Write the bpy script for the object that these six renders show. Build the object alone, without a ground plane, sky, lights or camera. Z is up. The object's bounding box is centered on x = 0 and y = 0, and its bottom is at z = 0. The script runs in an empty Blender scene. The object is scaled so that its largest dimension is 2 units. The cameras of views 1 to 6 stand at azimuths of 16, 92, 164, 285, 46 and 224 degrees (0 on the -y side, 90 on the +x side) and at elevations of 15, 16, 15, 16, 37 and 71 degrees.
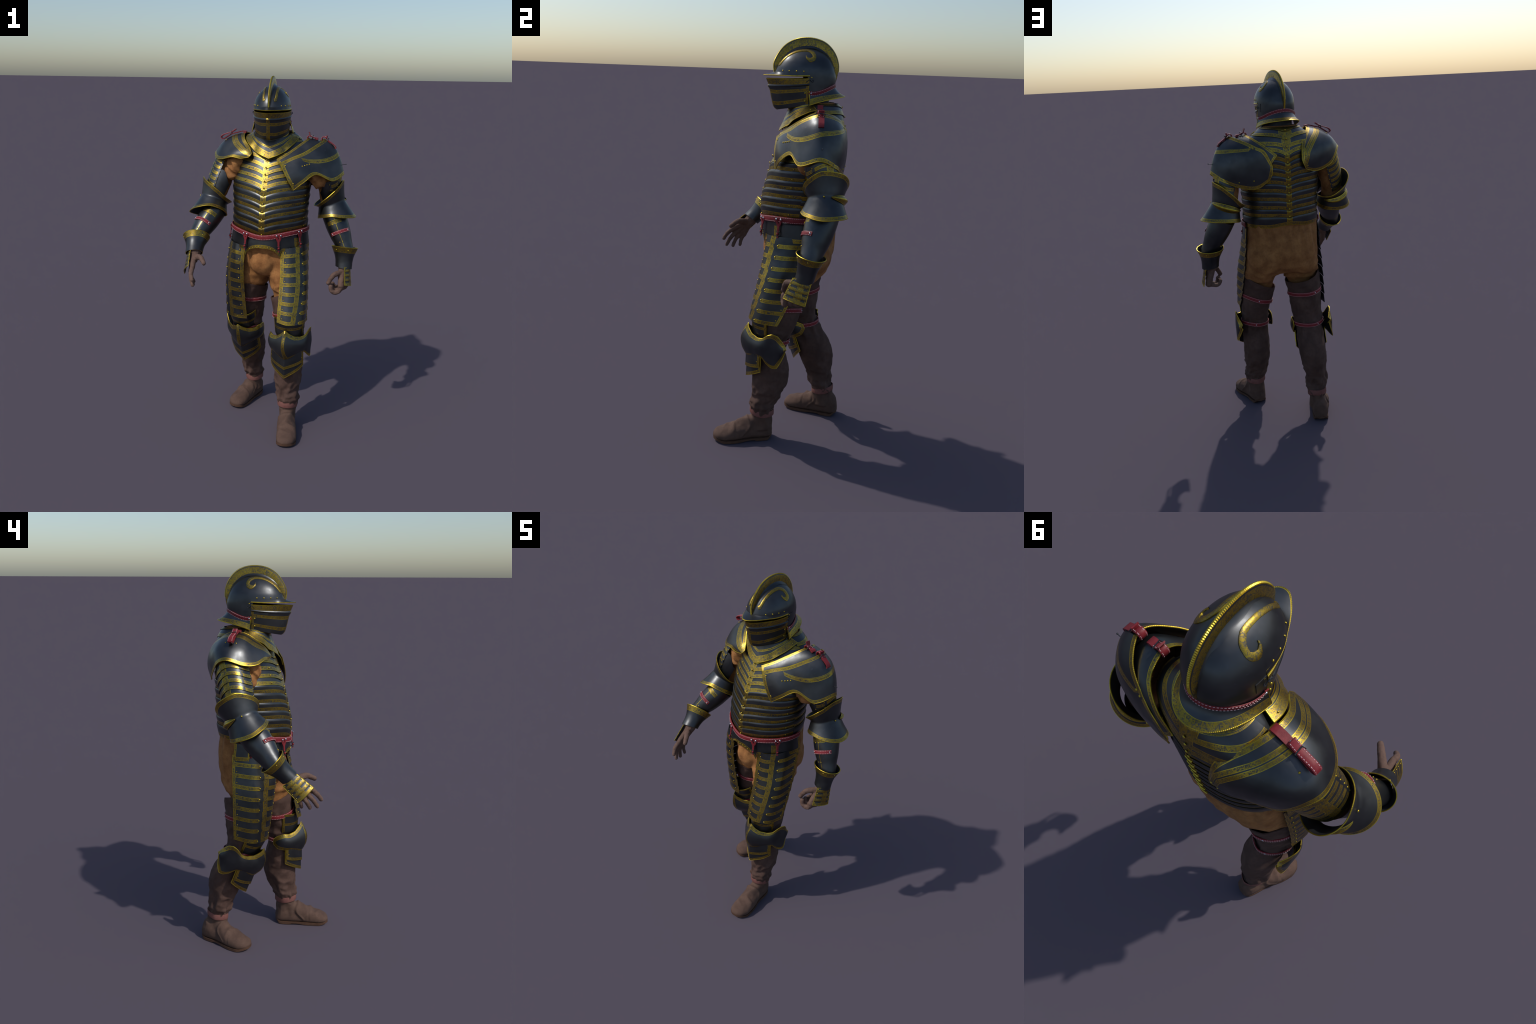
"""Walking knight in blued, gold-etched plate armour."""
import bpy, bmesh, math
import numpy as np
from mathutils import Vector

rng = np.random.default_rng(7)
A = lambda *v: np.array(v, float)
D2R = math.pi / 180


def unit(v):
    v = np.asarray(v, float)
    return v / np.maximum(np.linalg.norm(v, axis=-1, keepdims=True), 1e-12)


def lerp(a, b, t):
    return a + (b - a) * t


def smooth(a, b, x):
    t = np.clip((np.asarray(x, float) - a) / (b - a), 0, 1)
    return t * t * (3 - 2 * t)


def curve1(xs, ys):
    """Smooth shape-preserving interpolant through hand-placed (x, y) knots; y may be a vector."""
    xs = np.asarray(xs, float)
    ys = np.asarray(ys, float)
    if xs[0] > xs[-1]:
        xs, ys = xs[::-1], ys[::-1]
    h = np.diff(xs)
    hh = h if ys.ndim == 1 else h[:, None]
    d = np.diff(ys, axis=0) / hh
    m = np.zeros_like(ys)
    m[0], m[-1] = d[0], d[-1]
    if len(xs) > 2:
        a, b = d[:-1], d[1:]
        same = a * b > 0
        m[1:-1] = np.where(same, 2 * a * b / np.where(same, a + b, 1), 0)
        if ys.ndim > 1:
            m[1:-1] = (a * hh[1:] + b * hh[:-1]) / (hh[1:] + hh[:-1])

    def f(x):
        x = np.clip(np.asarray(x, float), xs[0], xs[-1])
        i = np.clip(np.searchsorted(xs, x) - 1, 0, len(xs) - 2)
        t = (x - xs[i]) / h[i]
        hi = h[i]
        if ys.ndim > 1:
            t, hi = t[..., None], hi[..., None]
        return ((2 * t**3 - 3 * t**2 + 1) * ys[i] + (t**3 - 2 * t**2 + t) * hi * m[i]
                + (-2 * t**3 + 3 * t**2) * ys[i + 1] + (t**3 - t**2) * hi * m[i + 1])
    return f


def through(pts, n):
    """n points on a smooth curve through pts, spaced by chord length."""
    pts = np.asarray(pts, float)
    s = np.concatenate([[0], np.cumsum(np.linalg.norm(np.diff(pts, axis=0), axis=1))])
    return curve1(s, pts)(np.linspace(0, s[-1], n))


def sheet(rows, nu=60, nv=40):
    """Smooth surface through a grid of control points rows[i][j] -> G[nu, nv]."""
    rows = [through(r, nv) for r in rows]
    rows = np.array(rows)
    out = np.zeros((nu, nv, 3))
    mid = rows[:, nv // 2]
    s = np.concatenate([[0], np.cumsum(np.linalg.norm(np.diff(mid, axis=0), axis=1))])
    for j in range(nv):
        out[:, j] = curve1(s, rows[:, j])(np.linspace(0, s[-1], nu))
    return out


def hash3(i, j, k):
    n = (i * 374761393 + j * 668265263 + k * 1440662683) & 0xFFFFFFFF
    n = ((n ^ (n >> 13)) * 1274126177) & 0xFFFFFFFF
    return ((n ^ (n >> 16)) & 0xFFFF) / 65535.0


TILT = np.linalg.qr(np.array([[.62, .31, -.72], [-.45, .88, .12], [.66, .27, .70]]))[0]


def vnoise(P, scale):
    """Value noise in -1..1 at points P."""
    Q = np.asarray(P) @ TILT * scale
    I = np.floor(Q).astype(np.int64)
    f = Q - I
    f = f * f * (3 - 2 * f)
    r = 0
    for dx in (0, 1):
        for dy in (0, 1):
            for dz in (0, 1):
                w = (f[..., 0] if dx else 1 - f[..., 0]) * (f[..., 1] if dy else 1 - f[..., 1]) * (f[..., 2] if dz else 1 - f[..., 2])
                r = r + w * hash3(I[..., 0] + dx, I[..., 1] + dy, I[..., 2] + dz)
    return r * 2 - 1


# ------------------------------------------------------------------ materials
def material(name, build):
    m = bpy.data.materials.new(name)
    m.use_nodes = True
    nt = m.node_tree
    nt.nodes.clear()
    out = nt.nodes.new("ShaderNodeOutputMaterial")
    bs = nt.nodes.new("ShaderNodeBsdfPrincipled")
    nt.links.new(bs.outputs[0], out.inputs[0])
    tc = nt.nodes.new("ShaderNodeTexCoord")

    def node(kind, **kw):
        n = nt.nodes.new("ShaderNode" + kind)
        for k, v in kw.items():
            if k in n.inputs:
                n.inputs[k].default_value = v
            else:
                setattr(n, k, v)
        return n

    def noise(scale, detail=3.0, rough=0.55, dist=0.0):
        n = node("TexNoise")
        n.inputs["Scale"].default_value = scale
        n.inputs["Detail"].default_value = detail
        n.inputs["Roughness"].default_value = rough
        n.inputs["Distortion"].default_value = dist
        nt.links.new(tc.outputs["Object"], n.inputs["Vector"])
        return n.outputs[0]

    def ramp(fac, *stops):
        n = node("ValToRGB")
        e = n.color_ramp.elements
        while len(e) < len(stops):
            e.new(0.5)
        for s, (p, c) in zip(e, stops):
            s.position = p
            s.color = (*c, 1) if len(c) == 3 else c
        nt.links.new(fac, n.inputs[0])
        return n.outputs[0]

    def mix(fac, a, b, mode="MIX"):
        n = node("Mix", data_type="RGBA", blend_type=mode)
        for sock, v in ((n.inputs[0], fac), (n.inputs[6], a), (n.inputs[7], b)):
            if hasattr(v, "is_output"):
                nt.links.new(v, sock)
            else:
                sock.default_value = v if isinstance(v, (int, float)) else (*v, 1)
        return n.outputs[2]

    def mth(op, a, b=0.0):
        n = node("Math", operation=op)
        for sock, v in ((n.inputs[0], a), (n.inputs[1], b)):
            if hasattr(v, "is_output"):
                nt.links.new(v, sock)
            else:
                sock.default_value = v
        return n.outputs[0]

    def put(sock, v):
        s = bs.inputs[sock]
        if hasattr(v, "is_output"):
            nt.links.new(v, s)
        else:
            s.default_value = (*v, 1) if isinstance(v, tuple) else v

    def bump(h, strength, dist):
        n = node("Bump")
        n.inputs["Strength"].default_value = strength
        n.inputs["Distance"].default_value = dist
        nt.links.new(h, n.inputs["Height"])
        nt.links.new(n.outputs[0], bs.inputs["Normal"])
    build(put, noise, ramp, mix, mth, bump)
    return m


def m_steel(put, noise, ramp, mix, mth, bump):
    big = ramp(noise(9, 3), (0.3, STEEL_A), (0.7, STEEL_B))
    smear = ramp(noise(45, 5, 0.7, 1.5), (0.60, (0, 0, 0)), (0.80, (1, 1, 1)))
    put("Base Color", mix(mth("MULTIPLY", smear, 0.45), big, (0.14, 0.152, 0.165)))
    put("Metallic", 0.92)
    put("Roughness", ramp(noise(30, 4, 0.6), (0.3, (0.33, 0.33, 0.33)), (0.75, (0.46, 0.46, 0.46))))
    bump(noise(60, 3), 0.05, 0.002)


def m_etched(put, noise, ramp, mix, mth, bump):
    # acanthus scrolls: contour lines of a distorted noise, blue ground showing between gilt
    n = noise(62, 1.0, 0.5, 2.2)
    line = mth("ABSOLUTE", mth("SUBTRACT", n, 0.5))
    scroll = ramp(line, (0.022, (1, 1, 1)), (0.045, (0, 0, 0)))
    ground = ramp(noise(110, 2, 0.5, 1.4), (0.53, (0, 0, 0)), (0.60, (1, 1, 1)))
    wear = ramp(noise(14, 4, 0.6), (0.36, (0.6, 0.6, 0.6)), (0.60, (1, 1, 1)))
    m = mth("MULTIPLY", mth("MAXIMUM", mth("MULTIPLY", scroll, 0.8), mth("MULTIPLY", ground, 0.9)), wear)
    gilt = ramp(noise(25, 3), (0.3, GOLD_A), (0.7, GOLD_B))
    put("Base Color", mix(m, gilt, (0.055, 0.066, 0.082)))
    put("Metallic", 0.92)
    put("Roughness", mth("ADD", mth("MULTIPLY", m, 0.12), 0.36))
    bump(m, -0.25, 0.0015)


def m_gold(put, noise, ramp, mix, mth, bump):
    put("Base Color", ramp(noise(60, 3), (0.3, (0.42, 0.29, 0.03)), (0.7, (0.58, 0.43, 0.05))))
    put("Metallic", 0.95)
    put("Roughness", 0.34)


def m_dark(put, noise, ramp, mix, mth, bump):
    put("Base Color", ramp(noise(20, 3), (0.3, (0.035, 0.037, 0.042)), (0.7, (0.06, 0.062, 0.07))))
    put("Metallic", 0.7)
    put("Roughness", 0.55)


def m_bright(put, noise, ramp, mix, mth, bump):
    put("Base Color", (0.55, 0.58, 0.62))
    put("Metallic", 1.0)
    put("Roughness", 0.3)


def cloth(a, b, c, scale, rough, bumps=0.35):
    def f(put, noise, ramp, mix, mth, bump):
        base = ramp(noise(scale, 4, 0.6), (0.32, a), (0.68, b))
        spots = ramp(noise(scale * 6, 4, 0.7), (0.48, (0, 0, 0)), (0.72, (1, 1, 1)))
        put("Base Color", mix(mth("MULTIPLY", spots, 0.45), base, c))
        put("Roughness", rough)
        put("Specular IOR Level", 0.25)
        bump(noise(scale * 16, 3, 0.6), bumps, 0.002)
    return f


STEEL_A, STEEL_B = (0.052, 0.055, 0.058), (0.088, 0.091, 0.095)
GOLD_A, GOLD_B = (0.28, 0.178, 0.019), (0.42, 0.292, 0.036)
STEEL = material("blued_steel", m_steel)
ETCH = material("etched_gilt", m_etched)
GOLD = material("gilt_edge", m_gold)
DARK = material("dark_iron", m_dark)
BRIGHT = material("bright_steel", m_bright)
TAN = material("tan_suede", cloth((0.23, 0.094, 0.030), (0.39, 0.178, 0.060), (0.12, 0.050, 0.018), 20, 0.9))
BOOT = material("brown_suede", cloth((0.062, 0.034, 0.026), (0.106, 0.061, 0.047), (0.044, 0.024, 0.018), 12, 0.88))
SHOE = material("brown_shoe_leather", cloth((0.080, 0.046, 0.034), (0.112, 0.066, 0.048), (0.058, 0.034, 0.025), 20, 0.85))
SOLE = material("tan_sole_leather", cloth((0.075, 0.038, 0.023), (0.10, 0.052, 0.032), (0.055, 0.03, 0.018), 30, 0.8))
GLOVE = material("brown_glove_leather", cloth((0.110, 0.064, 0.048), (0.155, 0.094, 0.072), (0.085, 0.05, 0.04), 30, 0.8))
RED = material("red_leather", cloth((0.170, 0.017, 0.023), (0.235, 0.026, 0.032), (0.11, 0.011, 0.015), 40, 0.45, 0.2))
PINK = material("faded_red_leather", cloth((0.16, 0.062, 0.052), (0.21, 0.088, 0.074), (0.12, 0.05, 0.042), 30, 0.8))
THREAD = material("pale_thread", cloth((0.62, 0.42, 0.42), (0.75, 0.58, 0.56), (0.5, 0.3, 0.3), 60, 0.8))
MATS = [STEEL, ETCH, GOLD, DARK, BRIGHT, TAN, BOOT, SHOE, SOLE, GLOVE, RED, PINK, THREAD]
MI = {k: i for i, k in enumerate("steel etch gold dark bright tan boot shoe sole glove red pink thread".split())}

# ------------------------------------------------------------------ mesh kit
KNIGHT = bpy.data.objects.new("armoured_knight", None)
bpy.context.scene.collection.objects.link(KNIGHT)
KNIGHT["label"] = "walking knight in blued plate armour with etched gilt bands"
KNIGHT["category"] = "armoured knight"


class Mesh:
    def __init__(self):
        self.v, self.f, self.m = [], [], []
        self.n = 0

    def add(self, verts, faces, mats):
        verts = np.asarray(verts, float).reshape(-1, 3)
        self.v.append(verts)
        self.f += [tuple(int(i) + self.n for i in q) for q in faces]
        self.m += [mats] * len(faces) if isinstance(mats, int) else list(mats)
        self.n += len(verts)
        return self

    def grid(self, G, mat, closed_u=False, flip=False):
        """Open grid; mat is an int or array[nu-1(+1), nv-1]."""
        nu, nv = G.shape[:2]
        mu = nu if closed_u else nu - 1
        i, j = np.meshgrid(np.arange(mu), np.arange(nv - 1), indexing="ij")
        a, b = i * nv + j, ((i + 1) % nu) * nv + j
        q = np.stack([a, b, b + 1, a + 1], -1).reshape(-1, 4)
        if flip:
            q = q[:, ::-1]
        mats = mat if isinstance(mat, int) else np.asarray(mat)[:mu].reshape(-1)
        return self.add(G.reshape(-1, 3), q, mats)

    def tube(self, pts, r, mat, sides=6, closed=False, twist=0.0):
        """Round cord along pts; twist>0 gives a roped edge of that pitch."""
        pts = np.asarray(pts, float)
        if twist:
            s = np.concatenate([[0], np.cumsum(np.linalg.norm(np.diff(pts, axis=0), axis=1))])
            k = max(8, int(s[-1] / twist) * 4)
            pts = np.stack([np.interp(np.linspace(0, s[-1], k + 1), s, pts[:, c]) for c in range(3)], 1)
        n = len(pts)
        t = unit(np.gradient(pts, axis=0))
        if closed:
            t[0] = t[-1] = unit(pts[1] - pts[-2])
        up = np.zeros((n, 3))
        u = unit(np.cross(t[0], A(0.3, 0.5, 0.81)))
        for i in range(n):
            u = unit(u - t[i] * (u @ t[i]))
            up[i] = u
        w = np.cross(t, up)
        rr = np.full(n, r) if np.isscalar(r) else np.asarray(r, float)
        if twist:
            rr = rr * (1 + 0.16 * np.cos(np.arange(n) * math.pi / 2))
        a = np.arange(sides) * 2 * math.pi / sides
        G = pts[:, None] + rr[:, None, None] * (np.cos(a)[None, :, None] * up[:, None] + np.sin(a)[None, :, None] * w[:, None])
        G = np.transpose(G, (1, 0, 2))
        self.grid(G, mat, closed_u=True)
        if not closed:
            for e in (0, -1):
                ring = G[:, e]
                f = list(range(sides))
                self.add(ring, [f if e else f[::-1]], mat)
        return self

    def ball(self, c, r, mat, axis=(0, 0, 1), flat=1.0, nu=10, nv=6, half=False):
        z = unit(axis)
        x = unit(np.cross(z, A(0.31, 0.77, 0.55)))
        y = np.cross(z, x)
        th = np.linspace(0, 2 * math.pi, nu, endpoint=False)
        ph = np.linspace(0.0 if half else -math.pi / 2, math.pi / 2 - 0.001, nv)
        G = np.zeros((nu, nv, 3))
        for j, p in enumerate(ph):
            G[:, j] = A(*c) + r * (math.cos(p) * (np.cos(th)[:, None] * x + np.sin(th)[:, None] * y) + math.sin(p) * flat * z)
        return self.grid(G, mat, closed_u=True)

    def make(self, name, parent=None, angle=40, kind=None):
        me = bpy.data.meshes.new(name)
        v = np.concatenate(self.v)
        me.from_pydata(v.tolist(), [], self.f)
        used = sorted(set(self.m))
        for k in used:
            me.materials.append(MATS[k])
        remap = {k: i for i, k in enumerate(used)}
        me.polygons.foreach_set("material_index", [remap[k] for k in self.m])
        me.update()
        me.shade_smooth()
        me.set_sharp_from_angle(angle=angle * D2R)
        ob = bpy.data.objects.new(name, me)
        bpy.context.scene.collection.objects.link(ob)
        ob.parent = parent or KNIGHT
        if kind:
            ob["kind"] = kind
        return ob


def resample(G, segs):
    """Re-divide axis 0 of G by arc length. segs: (length or None=share of rest, pieces, tag)."""
    n = len(G)
    L = np.linalg.norm(np.diff(G, axis=0), axis=2)
    S = np.concatenate([np.zeros((1, G.shape[1])), np.cumsum(L, axis=0)])
    tot = S[-1]
    col = np.linspace(0, 1, G.shape[1])
    segs = [((s[0](col) if callable(s[0]) else (np.full_like(col, s[0]) if s[0] > 0 else s[0])), s[1], s[2]) for s in segs]
    fixed = sum(s[0] for s in segs if not np.isscalar(s[0])) + 1e-9
    shares = sum(-s[0] for s in segs if np.isscalar(s[0]))
    k = np.minimum(1, 0.85 * tot / fixed) if shares else tot / fixed
    rest = tot - fixed * k
    pos, tags, at = [np.zeros_like(tot)], [], np.zeros_like(tot)
    for ln, pc, tag in segs:
        seg = rest * (-ln / shares) if np.isscalar(ln) else ln * k
        for p in range(pc):
            pos.append(at + seg * (p + 1) / pc)
            tags.append(tag)
        at = at + seg
    pos = np.array(pos)
    out = np.zeros((len(pos), G.shape[1], 3))
    for j in range(G.shape[1]):
        sj = S[:, j] + np.arange(n) * 1e-9
        for c in range(3):
            out[:, j, c] = np.interp(pos[:, j], sj, G[:, j, c])
    return out, tags


LN = 0.0018


def band(w, n=1):
    """An etched band with plain gilt borders."""
    return [(LN, 1, "gold"), (w - 2 * LN, n, "etch"), (LN, 1, "gold")]


def rest(n=10, share=1.0, tag="steel"):
    return [(-share, n, tag)]


RANK = {"steel": 0, "dark": 0, "etch": 2, "gold": 1}


def join_tags(tu, tv):
    if tu == tv:
        return tu
    if tu in ("steel",):
        return tv
    if tv in ("steel",):
        return tu
    return "etch" if "etch" in (tu, tv) else tu


def plate(mesh, G, useg, vseg, thick=0.003, center=None, rope="", rope_r=0.0023, closed=False, pick=None, inner="dark", bulge=None):
    """Sheet-metal plate: outer skin with etched bands, thickness, inner skin and roped edges."""
    H, tu = resample(G, useg)
    H, tv = resample(np.transpose(H, (1, 0, 2)), vseg)
    H = np.transpose(H, (1, 0, 2))
    if bulge is not None:
        H = bulge(H, tu, tv)
    if closed:
        H = H[:-1]
    nu, nv = H.shape[:2]
    du = (np.roll(H, -1, 0) - np.roll(H, 1, 0)) if closed else np.gradient(H, axis=0)
    dv = np.gradient(H, axis=1)
    N = unit(np.cross(du, dv))
    flip = False
    c = H.reshape(-1, 3).mean(0) + A(0, 0.15, 0) * 0 if center is None else A(*center)
    if np.sum(N * (H - c)) < 0:
        N, flip = -N, True
    mu = nu if closed else nu - 1
    mats = np.zeros((mu, nv - 1), int)
    for i in range(mu):
        for j in range(nv - 1):
            t = join_tags(tu[i], tv[j])
            if pick:
                t = pick(i, j, tu, tv, t)
            mats[i, j] = MI[t]
    I = H - N * thick
    base = mesh.n
    mesh.grid(H, mats, closed, flip)
    b2 = mesh.n
    mesh.grid(I, MI[inner], closed, not flip)
    rim = []
    if not closed:
        for i in (0, nu - 1):
            for j in range(nv - 1):
                a, b = i * nv + j, i * nv + j + 1
                q = (base + a, base + b, b2 + b, b2 + a)
                rim.append(q if (i == 0) != flip else q[::-1])
    for j in (0, nv - 1):
        for i in range(mu):
            a, b = i * nv + j, ((i + 1) % nu) * nv + j
            q = (base + a, base + b, b2 + b, b2 + a)
            rim.append(q if (j != 0) != flip else q[::-1])
    edge_mat = MI["gold"] if rope else MI["dark"]
    mesh.f += rim
    mesh.m += [edge_mat] * len(rim)
    mid = (H + I) / 2
    for e in rope.split():
        if e == "all":
            loop = np.concatenate([mid[:, 0], mid[-1, 1:], mid[::-1, -1][1:], mid[0, ::-1][1:]])
            mesh.tube(loop, rope_r, MI["gold"], closed=True, twist=0.0048)
        else:
            line = {"u0": mid[0], "u1": mid[-1], "v0": mid[:, 0], "v1": mid[:, -1]}[e]
            cl = closed and e[0] == "v"
            if cl:
                line = np.concatenate([line, line[:1]])
            mesh.tube(line, rope_r, MI["gold"], closed=cl, twist=0.0048)
    return H, N


class Frame:
    """Axis frame: P = o + s*d + r*(cos t * a + sin t * b); t in degrees."""

    def __init__(self, o, d, a):
        self.o, self.d = A(*o), unit(A(*d))
        a = A(*a)
        self.a = unit(a - self.d * (a @ self.d))
        self.b = np.cross(self.d, self.a)

    def mirror(self):
        self.b = -self.b
        return self

    def at(self, t, s, r):
        t = np.asarray(t, float) * D2R
        return self.o + np.asarray(s, float)[..., None] * self.d + np.asarray(r, float)[..., None] * (np.cos(t)[..., None] * self.a + np.sin(t)[..., None] * self.b)

    def patch(self, t0, t1, lo, hi, rad, nu=72, nv=40):
        """lo, hi: functions of angle; rad(t, v, s)."""
        t = np.linspace(t0, t1, nu)[:, None] * np.ones((1, nv))
        v = np.linspace(0, 1, nv)[None] * np.ones((nu, 1))
        s = lerp(lo(t), hi(t), v)
        return self.at(t, s, rad(t, v, s))


RIVET = {}


def rivet(P, N, r=0.0042, mat="gold", parent=None):
    key = (round(r, 4), mat)
    if key not in RIVET:
        m = Mesh()
        m.ball((0, 0, 0), r, MI[mat], flat=0.75, half=True, nu=10, nv=5)
        o = m.make("rivet")
        RIVET[key] = o
        first = True
    else:
        o = RIVET[key].copy()
        bpy.context.scene.collection.objects.link(o)
    o.parent = parent or KNIGHT
    o.location = Vector(A(*P))
    o.rotation_mode = "QUATERNION"
    o.rotation_quaternion = Vector((0, 0, 1)).rotation_difference(Vector(unit(A(*N))))
    return o


def ribbon(mesh, pts, nrm, w, th, mat="red", stitch=True, closed=False, taper=None):
    """Leather strap: path, outward normals, width, thickness, with thread stitches near both edges."""
    pts, nrm = np.asarray(pts, float), unit(nrm)
    t = unit(np.gradient(pts, axis=0))
    if closed:
        t[0] = t[-1] = unit(pts[1] - pts[-2])
    side = unit(np.cross(t, nrm))
    wv = np.full(len(pts), w) if taper is None else w * np.asarray(taper)
    prof = [(-.5, 0), (-.5, .7), (-.4, 1), (.4, 1), (.5, .7), (.5, 0)]
    G = np.stack([pts + side * (a * wv)[:, None] + nrm * (b * th) for a, b in prof])
    mesh.grid(G, MI[mat], closed_u=True)
    if not closed:
        for e in (0, -1):
            f = list(range(6))
            mesh.add(G[:, e], [f if e else f[::-1]], MI[mat])
    if stitch:
        s = np.concatenate([[0], np.cumsum(np.linalg.norm(np.diff(pts, axis=0), axis=1))])
        step = 0.0085
        for k in range(int(s[-1] / step)):
            for sd in (-1, 1):
                a, b = (k + 0.2) * step, (k + 0.75) * step
                q = []
                for x in (a, b):
                    p = A(*[np.interp(x, s, pts[:, c]) for c in range(3)])
                    nn = A(*[np.interp(x, s, nrm[:, c]) for c in range(3)])
                    ss = A(*[np.interp(x, s, side[:, c]) for c in range(3)])
                    q.append(p + ss * sd * w * 0.37 + nn * (th * 1.02))
                mesh.tube(np.array(q), 0.0009, MI["thread"], sides=4)


def box(mesh, c, ex, ey, ez, mat):
    c, ex, ey, ez = A(*c), A(*ex), A(*ey), A(*ez)
    v = [c + i * ex + j * ey + k * ez for i in (-1, 1) for j in (-1, 1) for k in (-1, 1)]
    mesh.add(v, [(0, 1, 3, 2), (4, 6, 7, 5), (0, 4, 5, 1), (2, 3, 7, 6), (0, 2, 6, 4), (1, 5, 7, 3)], MI[mat])


def ring_buckle(mesh, c, x, y, w, h, r=0.0022, mat="dark"):
    """Rectangular buckle frame round a strap."""
    c, x, y = A(*c), unit(A(*x)), unit(A(*y))
    p = [c + x * a * w / 2 + y * b * h / 2 for a, b in ((-1, -1), (1, -1), (1, 1), (-1, 1), (-1, -1))]
    mesh.tube(through(np.array(p), 5), r, MI[mat], sides=5, closed=True)


def loft(mesh, rings, mat, cap=True):
    """Closed rings[k][n] stacked."""
    G = np.transpose(np.asarray(rings), (1, 0, 2))
    mesh.grid(G, MI[mat], closed_u=True)
    if cap:
        n = G.shape[0]
        mesh.add(G[:, 0], [list(range(n))[::-1]], MI[mat])
        mesh.add(G[:, -1], [list(range(n))], MI[mat])


def fuse(name, mesh, voxel, mat, smooth_it=4, parent=None, folds=None):
    """Voxel-fuse overlapping solids into one skin, relax, then add cloth folds."""
    ob = mesh.make(name, parent)
    md = ob.modifiers.new("r", "REMESH")
    md.mode = "VOXEL"
    md.voxel_size = voxel
    sm = ob.modifiers.new("s", "SMOOTH")
    sm.iterations = smooth_it
    sm.factor = 0.5
    dg = bpy.context.evaluated_depsgraph_get()
    me = bpy.data.meshes.new_from_object(ob.evaluated_get(dg))
    ob.modifiers.clear()
    ob.data = me
    me.name = name
    me.materials.clear()
    me.materials.append(MATS[MI[mat]])
    n = len(me.vertices)
    if folds:
        co = np.zeros(n * 3)
        me.vertices.foreach_get("co", co)
        no = np.zeros(n * 3)
        me.vertices.foreach_get("normal", no)
        co, no = co.reshape(-1, 3), no.reshape(-1, 3)
        co = co + no * folds(co)[:, None]
        me.vertices.foreach_set("co", co.reshape(-1))
    me.polygons.foreach_set("material_index", np.zeros(len(me.polygons), int))
    me.update()
    me.shade_smooth()
    return ob


# ================================================================== TORSO
# cross-sections of the cuirass by height: centre x, half width, front y, back y
Z_T = [1.00, 1.08, 1.14, 1.20, 1.25, 1.30, 1.35, 1.40, 1.45, 1.50, 1.55, 1.60, 1.64, 1.67, 1.695, 1.715]
T_AX = curve1(Z_T, [.208, .212, .211, .210, .209, .210, .214, .217, .217, .211, .203, .196, .176, .146, .115, .092])
T_YF = curve1(Z_T, [-.085, -.092, -.097, -.105, -.103, -.092, -.080, -.067, -.051, -.034, -.016, .004, .030, .056, .072, .075])
T_YB = curve1(Z_T, [.252, .254, .257, .264, .267, .269, .270, .271, .272, .272, .270, .266, .262, .254, .243, .225])
T_CY = curve1(Z_T, [.09, .09, .088, .086, .088, .091, .095, .100, .107, .117, .128, .140, .148, .150, .152, .150])
T_CX = -0.021


def torso(th, z, off=0.0, keel=1.0):
    """th degrees: 0 front, 90 wearer's left (+x), 180 back."""
    t = np.asarray(th, float) * D2R
    z = np.asarray(z, float)
    s, c = np.sin(t), np.cos(t)
    ax, cy = T_AX(z) + off, T_CY(z)
    b = np.where(c > 0, cy - T_YF(z), T_YB(z) - cy) + off
    n = np.where(c > 0, 2.05, 2.15)
    r = (np.abs(s / ax) ** n + np.abs(c / b) ** n) ** (-1 / n)
    x = T_CX + r * s
    y = cy - r * c
    k = np.exp(-np.abs(x - T_CX) / 0.05)
    y = y - np.where(c > 0, 1, 0) * 0.006 * k * keel * smooth(1.62, 1.5, z) + np.where(c < 0, 1, 0) * 0.004 * k * keel
    return np.stack([x, y, z + 0 * x], -1)


def chevron(x, k):
    return k * 0.045 * (1 - np.exp(-np.abs(x - T_CX) / 0.10))


def front_x(th):
    return T_CX + 0.21 * np.sin(np.asarray(th) * D2R)


def torso_band(t0, t1, ztop, zbot, kt, kb, proud, nu=90, nv=16):
    """A lame: between two chevron lines, stepped proud at its bottom (+1) or top (-1) edge."""
    th = np.linspace(t0, t1, nu)[:, None] * np.ones((1, nv))
    v = np.linspace(0, 1, nv)[None] * np.ones((nu, 1))
    x = front_x(th)
    z = lerp(ztop + chevron(x, kt), zbot + chevron(x, kb), v)
    if proud > 0:
        off = 0.001 + 0.0055 * v
    else:
        off = 0.0085 - 0.0085 * v - 0.0045 * smooth(0.16, 0.0, v)
    return torso(th, z, off)


# padded coat under the plates
m = Mesh()
zz = np.linspace(1.05, 1.71, 40)
tt = np.linspace(0, 360, 72, endpoint=False)
loft(m, [torso(tt, np.full(72, z), -0.012, 0) for z in zz], "tan")
m.make("torso")

breast = Mesh()
edge_z = [1.580, 1.548, 1.512, 1.476, 1.440, 1.404, 1.365, 1.318, 1.278, 1.237, 1.194, 1.150]
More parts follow.
